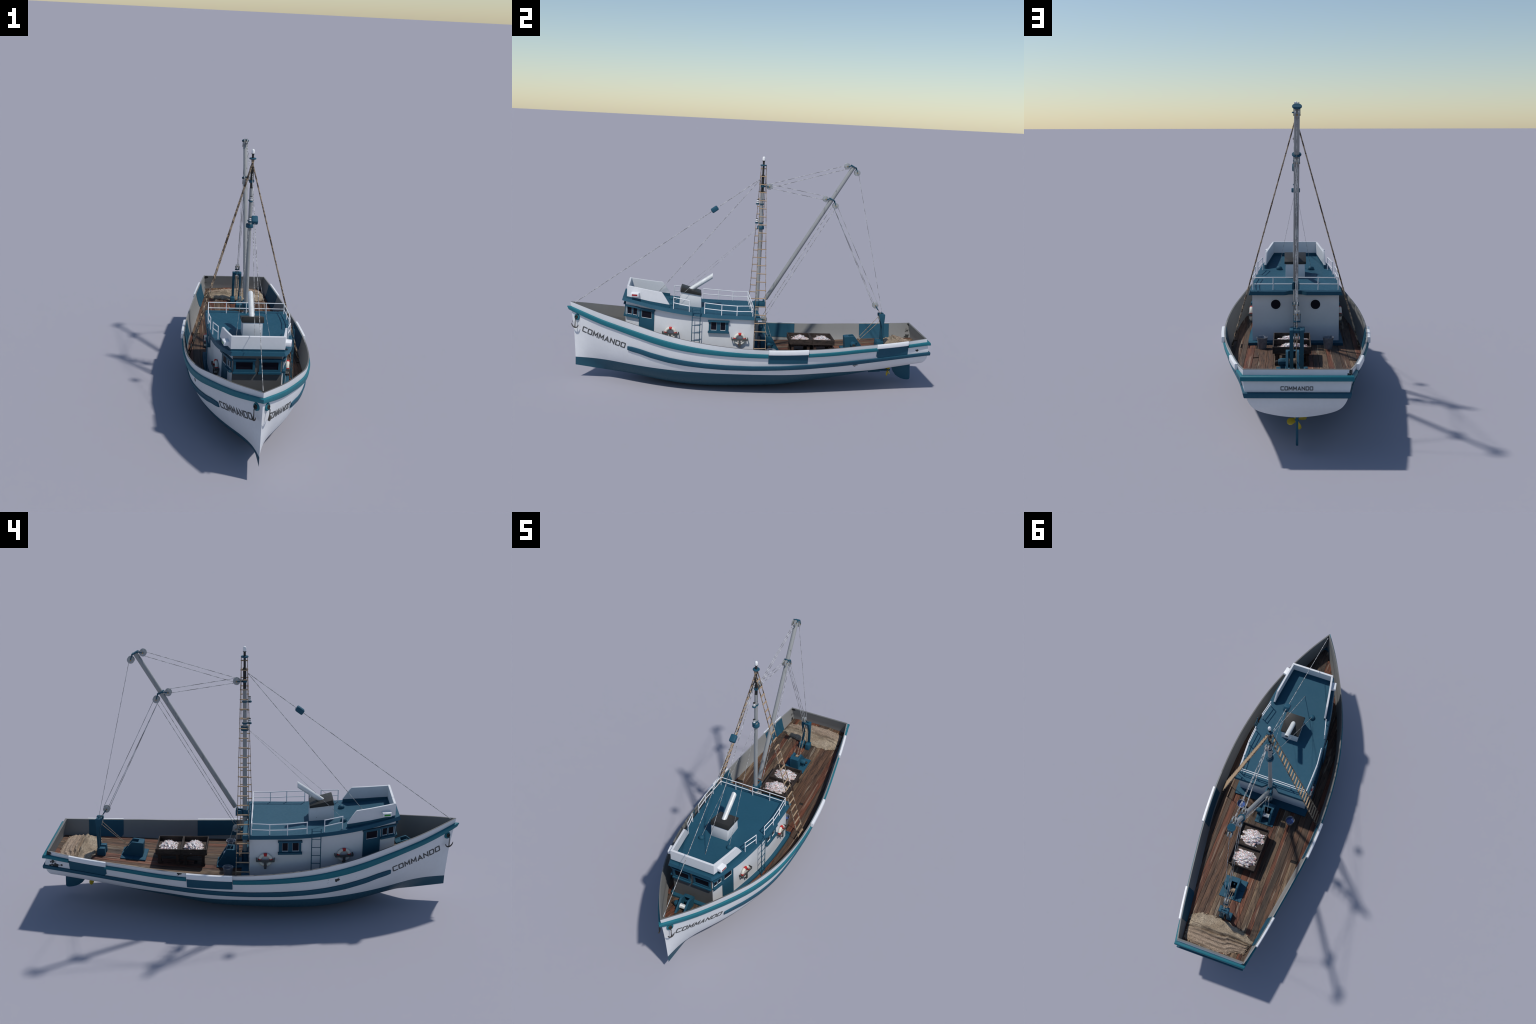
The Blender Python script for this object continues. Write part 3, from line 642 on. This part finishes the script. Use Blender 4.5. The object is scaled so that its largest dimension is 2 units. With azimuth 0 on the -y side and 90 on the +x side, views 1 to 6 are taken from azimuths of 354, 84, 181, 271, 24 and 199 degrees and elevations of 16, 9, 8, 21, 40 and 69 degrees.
# lifebuoys in their racks
def lifebuoy():
    g = Geo(); n, k = 48, 10; R, r = .0262, .0078
    for i in range(n):
        def ring(q, s): return [Vector((math.sin(a) * r * s, math.cos(q) * (R + r * s * math.cos(a)), math.sin(q) * (R + r * s * math.cos(a)))) for a in [2 * math.pi * j / k for j in range(k)]]
        q0, q1 = 2 * math.pi * i / n, 2 * math.pi * (i + 1) / n; m = (q0 + q1) / 2 - math.pi / 2; d = min(abs((m - c + math.pi) % (2 * math.pi) - math.pi) for c in (0, math.pi / 2, math.pi, 3 * math.pi / 2)); red = d < .29
        g.grid([ring(q0, 1.04 if red else 1), ring(q1, 1.04 if red else 1)], 1 if red else 0, close_u=True)
    return g
LB = None
for y, z in ((-.4315, .3075), (-.0630, .2925)):
    for sx in (1, -1):
        nx, ny = wall_n(y); loc = (sx * (wall_x(y) + nx * .0088), y + ny * .0088, z); ang = math.atan2(ny, nx) * sx
        if LB is None: LB = part("lifebuoy", lifebuoy(), [BUOY, RED], None, weld=True, angle=60); LB.location = loc; LB.rotation_euler = (0, 0, ang)
        else: again(LB, loc, (0, 0, ang))
        g = Geo(); P = lambda d, t, zz: (sx * (wall_x(y) + nx * d - ny * t), y + ny * d + nx * t, zz)
        def bar(d0, d1, t0, t1, z0, z1): g.add([P(d, t, q) for q in (z0, z1) for d, t in ((d0, t0), (d1, t0), (d1, t1), (d0, t1))], [(3, 2, 1, 0), (4, 5, 6, 7), (0, 1, 5, 4), (1, 2, 6, 5), (2, 3, 7, 6), (3, 0, 4, 7)])
        bar(.0175, .0210, -.0425, .0425, z - .0065, z + .0025)
        for s in (-1, 1): bar(-.001, .0205, s * .0425 - .0015, s * .0425 + .0015, z - .0045, z + .0075)
        bar(.0160, .0200, -.0055, .0055, z - .0430, z - .0066); bar(-.001, .0159, -.0045, .0045, z - .0430, z - .0370)
        part("lifebuoy_rack", g, RACK, None, angle=30)

# ================================================================ mast and boom
MY = .0400
g = Geo(); g.lathe((0, MY, 0), [(.0112, .165), (.0112, .50), (.0104, .70), (.0096, .88), (.0092, 1.066)], 20); MAST = part("mast", g, POLE)
g = Geo(); g.lathe((0, MY, 0), [(.0078, 1.064), (.0078, 1.150), (.0084, 1.153), (.0084, 1.163), (.0054, 1.165), (.0054, 1.236), (.0078, 1.2375), (.0078, 1.241)], 18); part("mast_top", g, BLACK, MAST)
g = Geo(); g.lathe((0, MY, 0), [(.0077, 1.241), (.0080, 1.252), (.0070, 1.2585), (.0045, 1.262), (0, 1.2632)], 18, caps=False); part("mast_lamp", g, LAMP, MAST, angle=60)
g = Geo(); g.lathe((0, MY, 0), [(.0060, 1.2120), (.0162, 1.2120), (.0174, 1.2135), (.0174, 1.2170), (.0162, 1.2185), (.0060, 1.2185)], 28); part("mast_disc", g, BLUE, MAST, angle=50)
g = Geo(); g.lathe((0, MY, 0), [(.0100, .8645), (.0185, .8645), (.0193, .866), (.0193, .881), (.0183, .8825), (.0100, .8825)], 28); part("mast_collar", g, BLUE, MAST, angle=50)
g = Geo(); g.lathe((0, MY, 0), [(.0080, 1.0955), (.0108, 1.0955), (.0108, 1.1065), (.0080, 1.1065)], 20); g.box((0, .0535, 1.1005), (.012, .012, .005)); part("mast_band", g, BLUE, MAST)
for z in (1.0005, .8958):
    g = Geo(); g.lathe((0, .0180, z), [(.0098, 0), (.0105, .001), (.0105, .005), (.0098, .006)], 20); g.box((0, .028, z + .003), (.012, .02, .0055)); g.lathe((0, MY, z), [(.0090, 0), (.0125, 0), (.0125, .006), (.0090, .006)], 20)
    pf = part("lamp_platform", g, BLUE, MAST)
    g = Geo(); g.lathe((0, .0180, z + .006), [(.0062, 0), (.0062, .003)], 16, 1); g.lathe((0, .0180, z + .009), [(.0068, 0), (.0068, .0065)], 16, 0); g.lathe((0, .0180, z + .0155), [(.0062, 0), (.0062, .003)], 16, 1); g.lathe((0, .0180, z + .0185), [(.0068, 0), (.0068, .0060)], 16, 0); g.lathe((0, .0180, z + .0245), [(.0068, 0), (.0060, .003)], 16, 1)
    part("signal_lamp", g, [LAMP, BLACK], MAST)
g = Geo(); g.lathe((0, MY - .0005, 0), [(.0112, .4280), (.0152, .4280), (.0160, .4295), (.0160, .4605), (.0152, .4620), (.0112, .4620)], 24)
for sx in (1, -1): g.box((sx * .0125, .0680, .4455), (.0085, .0330, .0270))
g.tube([(-.014, .0795, .463), (.014, .0795, .463)], .0032, 10); g.box((0, .077, .464), (.008, .010, .012), rot=Matrix.Rotation(.5, 3, "X")); part("boom_bracket", g, BLUE, MAST, bevel=.0012)
g = Geo(); g.lathe((0, MY, .150), [(.0150, 0), (.0150, .085), (.0138, .090), (.0112, .0905)], 20); part("mast_step", g, BLUE, MAST)
B0, B1 = Vector((0, .0860, .4730)), Vector((-.0015, .5385, 1.2275)); BD = (B1 - B0).normalized()
g = Geo(); g.tube([B0, B0 + BD * .002, B1], [.0104, .0115, .0112], 20); BOOM = part("boom", g, POLE)
def boom_disc(c): 
    g = Geo(); g.lathe(c - BD * .0025, [(.0100, 0), (.0185, 0), (.0192, .001), (.0192, .004), (.0185, .005), (.0100, .005)], 28, 0, BD); return part("boom_disc", g, BLUE, BOOM, angle=50)
boom_disc(B1 + BD * .002); boom_disc(Vector((-.001, .4302, 1.0435)))

# pulley blocks: two grooved sheaves, blue cheek bars and orange pins
def pulley():
    g = Geo()
    for sx in (-.0068, .0068): g.lathe((sx - .0032, 0, 0), [(.0150, 0), (.0166, .0004), (.0166, .0012), (.0148, .0024), (.0148, .0040), (.0166, .0052), (.0166, .0060), (.0150, .0064)], 28, 0, (1, 0, 0))
    for sx in (1, -1): g.box((sx * .0122, .0125, 0), (.0022, .032, .0042), 1)
    g.box((0, .0280, 0), (.0266, .0050, .0046), 1); g.tube([(-.0140, 0, 0), (.0140, 0, 0)], .0022, 10, 2); return g
PB = None
def block(c, toward, parent=None):
    global PB
    d = Vector(toward) - Vector(c); ang = math.atan2(d.z, d.y)
    if PB is None: PB = part("pulley_block", pulley(), [SHEAVE, BLUE, BRASS]); PB.location = c; PB.rotation_euler = (ang, 0, 0)
    else: again(PB, c, (ang, 0, 0), parent=parent or BOAT)
bA, bB, bC, bD = (-.001, .5030, 1.2305), (-.001, .5600, 1.1965), (-.001, .3938, 1.0445), (-.001, .4500, 1.0100)
bM, bL, bK, bG = (0, .0772, 1.1005), (0, .0835, .3590), (-.001, .7130, .4545), (.001, .7530, .3830)
for c, t in ((bA, (0, .527, 1.2335)), (bB, (0, .5525, 1.222)), (bC, (0, .420, 1.047)), (bD, (0, .4425, 1.036)), (bM, (0, .05, 1.1005)), (bL, (0, .04, .359)), (bK, (0, .733, .425)), (bG, (0, .7531, .41))): block(c, t)
g = Geo(); g.box((0, .055, .3590), (.030, .010, .012)); g.lathe((0, MY, .352), [(.0112, 0), (.0145, 0), (.0145, .014), (.0112, .014)], 20); part("block_band", g, BLUE, MAST)

# ================================================================ ropes
def rope(name, mat, runs, r=.0012, n=6):
    g = Geo()
    for pts in runs: g.tube(pts, r, n)
    return part(name, g, mat, angle=80)
def off(p, dy, dz, dx=0): return (p[0] + dx, p[1] + dy, p[2] + dz)
R = .0160
rope("forestay", WIRE, [[(0, .028, 1.1410), (0, -.9565, .4235)]], .0014)
rope("wheelhouse_stay", WIRE, [[(0, .028, 1.1400), (0, -.5390, roof_z(-.539) - .001)]], .0012)
rope("roof_guy", WIRE, [[(s * .004, .021, .8650), (s * .0800, -.4330, roof_z(-.433) + .010)] for s in (1, -1)], .0006)
rope("topping_lift", WIRE, [[(.0028, .080, 1.1140), (.0012, .500, 1.2358)], [(.0020, .080, 1.0925), (.0005, .500, 1.2150)], [(-.0008, .080, 1.1140), (-.0018, .392, 1.0602)], [(-.0005, .080, 1.0925), (-.0018, .392, 1.0395)]])
rope("boom_fall", WIRE, [[(-.001, .4640, 1.003), (-.001, .7280, .4625)], [(-.005, .4405, 1.001), (-.0045, .6990, .4600)], [(.003, .4425, .9985), (.0025, .7040, .4650)]])
rope("boom_hoist", WIRE, [[(-.003, .4356, 1.010), (-.003, .0705, .3695)], [(.002, .4495, .9935), (.002, .0905, .3785)]])
rope("outer_fall", WIRE, [[(-.001, .5690, 1.1880), (.001, .7555, .4090)]], .0010)
rope("mast_winch_rope", WIRE, [[off(bL, -R * .6, -.012, -.0068), (-.008, .128, .214)], [off(bL, R * .9, -.004, .0068), (.004, .141, .214)]], .0011)
rope("tackle_rope", ROPE, [[(-.001, .7290, .430), (-.001, .7480, .407)], [off(bG, -R * .9, .006, -.0068), (.006, .612, .250)], [off(bG, -R * .4, -.014, .0068), (.018, .620, .246)], [off(bG, R, -.002, 0), (.002, .768, .215)]], .0014)
g = Geo(); d = Vector((0, -.9845, -.7175)).normalized(); c = Vector((0, -.2160, .9640)); rot = Matrix((Vector((1, 0, 0)), d, Vector((1, 0, 0)).cross(d))).transposed(); g.box(c, (.031, .040, .026), rot=rot); part("stay_insulator", g, BLUE, bevel=.006, seg=3)

# rope ladders from the mast disc to the bulwarks
RUNG_M = None
for sx in (1, -1):
    F = lambda z: Vector((sx * (.2920 - .2815 * (z - .155)), .0121 + .0179 * (z - .341), z))
    Bk = lambda z: Vector((sx * (.2920 - .2815 * (z - .155)), .0706 - .0175 * (z - .3425), z))
    g = Geo(); zs = frange(.172, 1.2135, 20)
    for f in (F, Bk): g.grid([[f(z) + Vector((.0030 * math.cos(q), .0014 * math.sin(q), 0)) for q in [2 * math.pi * j / 10 for j in range(10)]] for z in zs], close_u=True)
    RL = part("rope_ladder", g, LADDER_ROPE, angle=70)
    for k in range(25):
        z = 1.1970 - .04272 * k; a, b = F(z), Bk(z); L = (b - a).length + .005; c = (a + b) / 2
        if RUNG_M is None: gg = Geo(); gg.tube([(0, -.5, 0), (0, -.2, .0), (0, .2, .0), (0, .5, 0)], .0025, 8); RUNG_M = part("ladder_tread", gg, RUNG, RL, angle=60); RUNG_M.location, RUNG_M.scale = c, (1.6, L, 1)
        else: again(RUNG_M, c, (RNG.uniform(-.04, .04), 0, RNG.uniform(-.02, .02)), (1.6, L, 1), RL)

# ================================================================ deck gear
def winch(loc, rz, tilt, s, drum_mat, pw=.063):
    """plate, two sloping cheeks, drum and motor; slope towards local +y; s scales x, y, z"""
    M = Matrix.Translation(loc) @ Matrix.Rotation(rz, 4, "Z") @ Matrix.Rotation(tilt, 4, "X") @ Matrix.Diagonal((*s, 1))
    g = Geo(); g.box((0, -.0313, .003), (2 * pw, .0622, .007)); g.box((0, .0313, .0028), (2 * pw, .0622, .0066))
    C = [(-.0440, .004), (-.0440, .0760), (-.0420, .0785), (.0120, .0795), (.0155, .0770), (.0580, .010), (.0580, .004)]
    for x in (-.0290, .0140): g.prism([(x, y, z) for y, z in C], (0, 0, 0), (.0105, 0, 0))
    g.box((-.0020, -.0415, .0410), (.0330, .0050, .0740)); g.box((-.0020, -.0290, .0765), (.0330, .0260, .0040))
    g.box((-.0020, -.013, .034), (.0080, .012, .050)); g.tube([(-.032, .0200, .0420), (.028, .0200, .0420)], .0045, 12)
    w = part("winch", g, BLUE, angle=30, bevel=.0008, seg=1); w.matrix_local = M
    g = Geo(); g.lathe((-.0180, .0200, .0420), [(.0120, 0), (.0132, .001), (.0132, .0025), (.0118, .0035)] + [(.0116 + .0006 * (k % 2), .0035 + .0012 * k) for k in range(1, 20)] + [(.0132, .0285), (.0132, .031), (.0120, .032)], 20, 0, (1, 0, 0)); part("winch_drum", g, drum_mat, w)
    g = Geo(); g.lathe((.0245, .001, .036), [(.0150, 0), (.0158, .002), (.0158, .020), (.0120, .0285), (.0080, .030)], 10, 0, (1, 0, 0)); g.lathe((.0545, .001, .036), [(.0078, 0), (.0078, .007), (.006, .010)], 12, 1, (1, 0, 0)); g.box((.036, .001, .013), (.018, .024, .022)); part("winch_motor", g, [BLUE, BLACK], w, angle=25)
    return w
winch((.0175, .5910, deck_z(.591) - .0005), 0, .09, (1, 1, 1), ROPE)
winch((-.0060, .1150, deck_z(.115) - .0005), 0, .01, (1.2, 1.0, 1.13), STEEL, .045)
winch((-.0105, -.7622, .2473), math.pi, .349, (1, 1, 1), STEEL)
# stern gantry
g = Geo()
for s in (1, -1):
    x = s * .0192 + .0004
    g.prism([(x, y, z) for y, z in ((.7560, .245), (.7560, .335), (.7360, .395), (.7355, .4060), (.7385, .4085), (.7660, .4085), (.7690, .4060), (.7685, .388), (.7665, .360), (.7655, .245))], (-.0072, 0, 0), (.0072, 0, 0))
    g.box((s * .0205, .7480, (deck_z(.748) + .252) / 2), (.0260, .0400, .252 - deck_z(.748) + .004), taper=.93)
g.box((.0004, .7530, .4005), (.0240, .0250, .0100)); g.tube([(-.016, .753, .383), (.016, .753, .383)], .002, 10); part("stern_gantry", g, BLUE, bevel=.0015)

# fish crates on legs
CX, HW = .0175, .0785
for y0, y1 in ((.2255, .3498), (.3506, .4755)):
    g = Geo(); zt, zb, t = .2690, .2395, .0042; yc = (y0 + y1) / 2; k = (zt - zb)
    for sx in (1, -1): g.box((CX + sx * (HW - t / 2), yc, (zt + zb) / 2), (t, y1 - y0, k))
    for yy in (y0 + t / 2, y1 - t / 2): g.box((CX, yy, (zt + zb) / 2), (2 * HW - 2 * t, t, k - .0006))
    g.box((CX, yc, zb + .003), (2 * HW - 2 * t, y1 - y0 - 2 * t, .005)); cr = part("fish_crate", g, CRATE, bevel=.0008, seg=1)
    g = Geo()
    for sx in (1, -1):
        for yy in (y0 + .018, y1 - .018):
            zd = deck_z(yy); x = CX + sx * .062; g.box((x, yy, (zb + zd) / 2), (.013, .015, zb - zd)); g.box((x, yy, zd + .007), (.017, .019, .016)); g.box((x, yy, zb - .006), (.016, .018, .010))
        g.box((CX + sx * .062, yc, zb - .006), (.010, y1 - y0 - .03, .010))
    part("crate_leg", g, LEG, cr, bevel=.001, seg=1)
# fish: one spindle-shaped body with a forked tail, shared by every fish
m, nt, b = new_mat("silver_fish"); tc = N(nt, "TexCoord"); oi = N(nt, "ObjectInfo"); ad = N(nt, "VectorMath", operation="MULTIPLY_ADD")
ad.inputs[1].default_value = (1, 1, 1); nt.links.new(tc.outputs["Object"], ad.inputs[0]); nt.links.new(oi.outputs["Location"], ad.inputs[2])
n1 = noise(nt, ad.outputs[0], 150, 3, .5); n2 = noise(nt, ad.outputs[0], 260, 3, .5); n3 = noise(nt, ad.outputs[0], 330, 2, .5)
col = mix(nt, ramp(nt, n1, [(.40, 0.0), (.60, 1.0)]), (.36, .35, .33), (.78, .80, .86)); col = mix(nt, ramp(nt, n2, [(.54, 0.0), (.60, .85)]), col, (.74, .27, .25)); col = mix(nt, ramp(nt, n3, [(.57, 0.0), (.63, .7)]), col, (.62, .56, .36))  # grey tone paints the pile's olive-grey shading onto each fish
nt.links.new(col, b.inputs["Base Color"]); b.inputs["Roughness"].default_value = .3; FISHM = m
g = Geo(); rows = []
for x, w in ((-.0170, .0006), (-.0155, .0020), (-.0120, .0036), (-.0060, .0047), (.0, .0047), (.0060, .0038), (.0110, .0022), (.0135, .0012)): rows.append([(x, w * 1.25 * math.cos(q), w * .95 * math.sin(q)) for q in [2 * math.pi * j / 10 for j in range(10)]])
g.grid(rows, close_u=True); g.add(rows[0], [tuple(range(10))]); g.add(rows[-1], [tuple(range(10))])
for s in (1, -1): g.prism([(.0125, 0, 0), (.0195, s * .0046, 0), (.0175, s * .0008, 0)], (0, 0, -.0006), (0, 0, .0006))
g.prism([(-.003, 0, 0), (.003, 0, 0), (.002, 0, .0022)], (0, -.0004, .0034), (0, .0004, .0034))
FISH = None; frng = random.Random(5)
for yc in (.2870, .4120):
    for layer, (k, rx, ry, z) in enumerate(((34, .058, .045, .2480), (28, .050, .039, .2535), (20, .039, .031, .2590), (12, .026, .020, .2635), (5, .012, .009, .2670))):
        for i in range(k):
            q = math.sqrt((i + .5) / k); a = 2.39996 * i + layer; x = CX - .003 + rx * q * math.cos(a); y = yc + .006 + ry * q * math.sin(a)
            loc = (x, y, z + frng.uniform(-.0015, .0015) - .0028 * q * q); rot = (frng.uniform(-.35, .35), frng.uniform(-.18, .18), frng.choice((0, math.pi)) + frng.gauss(0, .38)); sc = frng.uniform(1.1, 1.4)
            if FISH is None: FISH = part("fish", g, FISHM, angle=60); FISH.location, FISH.rotation_euler = loc, rot
            else: again(FISH, loc, rot, (sc, sc, sc), BOAT)
# buckets of water
BK = None
for x, y in ((-.1455, .1165), (.1500, .1165)):
    if BK is None:
        g = Geo(); g.lathe((0, 0, 0), [(.0180, 0), (.0185, .001), (.0238, .0505), (.0250, .0512), (.0250, .0530), (.0236, .0530), (.0228, .0505), (.0180, .004), (0, .004)], 28, caps=False); g.lathe((0, 0, 0), [(0, .0008), (.0180, 0)], 28, caps=False)
        for s in (1, -1): g.box((0, s * .0250, .0500), (.006, .0025, .007))
        g.tube([(.0245 * math.cos(q) * .3 - .008, .0250 * math.cos(q), .0510 + .0085 * math.sin(q)) for q in frange(0, math.pi, 14)], .0007, 6)
        BK = part("bucket", g, ZINC, angle=40); BK.location = (x, y, deck_h(x, y) - .0005)
        g = Geo(); rr = [.0, .0105, .0212]; g.lathe((0, 0, .0330), [(.0212, -.004), (.0212, 0), (.0105, .0006), (0, .0002)], 28, caps=False); WT = part("water", g, WATER, BK)
    else: o2 = again(BK, (x, y, deck_h(x, y) - .0005), (0, 0, .5)); again(WT, parent=o2)

# ================================================================ net heaped at the stern
m, nt, b = new_mat("tan_net"); v = coords(nt)
vo = N(nt, "TexVoronoi"); vo.inputs["Scale"].default_value = 340; nt.links.new(coords(nt, (1, .75, 1)), vo.inputs["Vector"])
big = noise(nt, v, 14, 4); edge = noise(nt, v, 22, 3)
col = mix(nt, ramp(nt, big, [(.35, 0.0), (.68, 1.0)]), (.33, .25, .165), (.60, .495, .36)); sepn = N(nt, "SeparateXYZ"); nt.links.new(v, sepn.inputs[0])
col = mix(nt, math_(nt, "MULTIPLY", ramp(nt, sepn.outputs[1], [(.850, 0.0), (.885, 1.0)]), .75), col, (.44, .32, .24))
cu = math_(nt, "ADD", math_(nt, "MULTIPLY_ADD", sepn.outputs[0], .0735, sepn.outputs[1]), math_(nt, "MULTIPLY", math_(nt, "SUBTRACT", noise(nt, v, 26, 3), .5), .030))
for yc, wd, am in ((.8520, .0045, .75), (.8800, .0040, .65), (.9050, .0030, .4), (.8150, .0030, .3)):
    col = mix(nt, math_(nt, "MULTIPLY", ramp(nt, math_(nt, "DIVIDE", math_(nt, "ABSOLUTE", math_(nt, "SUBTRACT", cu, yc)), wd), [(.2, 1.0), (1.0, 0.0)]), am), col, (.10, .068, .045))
col = mix(nt, ramp(nt, edge, [(.60, 0.0), (.75, .55)]), col, (.13, .10, .085)); col = mix(nt, ramp(nt, vo.outputs["Distance"], [(.25, 0.0), (.70, .80)]), col, (.15, .12, .09))
cre = noise(nt, coords(nt, (9, 30, 1)), 1.0, 4, .6, .6); col = mix(nt, ramp(nt, cre, [(.62, 0.0), (.76, .30)]), col, (.16, .11, .08))
nt.links.new(col, b.inputs["Base Color"]); b.inputs["Roughness"].default_value = .95; bump(nt, b, vo.outputs["Distance"], .5, .0012)
from mathutils import noise as mnoise
FRONT = [(.183, .806), (.150, .783), (.113, .776), (.060, .7735), (.020, .7735), (-.010, .777), (-.070, .789), (-.130, .805), (-.191, .836)]
BACK = [(.172, .935), (.120, .946), (.050, .950), (-.030, .9495), (-.078, .9470), (-.098, .926), (-.130, .918), (-.168, .912), (-.1705, .880)]
def along(P, t):
    t = t * (len(P) - 1); i = min(int(t), len(P) - 2); f = t - i; return (P[i][0] + (P[i + 1][0] - P[i][0]) * f, P[i][1] + (P[i + 1][1] - P[i][1]) * f)
def net_height(u, v):
    y = v + .05 * (mnoise.noise((u * 4, 3.1, 0))) ; h = .007 + .008 * math.sin(math.pi * min(1, max(0, v)))
    k = .45 + .55 * math.sin(math.pi * u)
    for c, w, a in ((.41, .045, .015), (.565, .030, .014), (.70, .026, .008), (.83, .03, .005)): h += k * a * math.exp(-((y - c - .04 * (u - .5)) / w) ** 2)
    h -= k * .010 * math.exp(-((y - .505) / .025) ** 2) + k * .004 * math.exp(-((y - .635) / .02) ** 2)
    h += .006 * mnoise.noise((u * 6, v * 5, 1.7)) + .0035 * mnoise.noise((u * 15, v * 12, .3)) + .0015 * mnoise.noise((u * 40, v * 30, 2.3))
    e = min(u, 1 - u, v, 1 - v); return max(.0012, h * min(1, .12 + e / .07))
g = Geo(); rows, under = [], []; nu, nv = 90, 70
for j in range(nv + 1):
    r, q = [], []
    for i in range(nu + 1):
        u, vv = i / nu, j / nv; a, c = along(FRONT, u), along(BACK, u); ed = max(0, 1 - min(u, 1 - u, vv, 1 - vv) / .05); rag = ed * (.012 * mnoise.noise((u * 13, vv * 11, 9)) + .006 * mnoise.noise((u * 40, vv * 34, 4)))
        x = a[0] + (c[0] - a[0]) * vv + rag; y = a[1] + (c[1] - a[1]) * vv + rag; L = inner_x(min(y, .968), deck_edge(y)) - .003; x = min(L, max(-L, x)); y = min(.972, y); z = deck_h(x, y) + .0012
        r.append((x, y, z + net_height(u, vv))); q.append((x, y, z))
    rows.append(r); under.append(q)
g.grid(rows); g.grid(under)
for p, q in ((rows[0], under[0]), (rows[-1], under[-1]), ([r[0] for r in rows], [r[0] for r in under]), ([r[-1] for r in rows], [r[-1] for r in under])): g.grid([p, q])
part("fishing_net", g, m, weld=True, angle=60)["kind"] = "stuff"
# cork floats along the edge of the net
CORK = plain("cork", (.34, .25, .16), .9, 0, .3, 150); g = Geo()
for k in range(16):
    t = (k + .5) / 16 + RNG.uniform(-.02, .02); x, y = along(BACK, t) if k % 2 else along(FRONT, t); g.lathe((x, y, deck_h(x, y) + .002), [(.0005, 0), (.0035, .001), (.0042, .0035), (.0032, .006), (.0005, .007)], 10)
part("net_float", g, CORK, angle=60)["kind"] = "stuff"
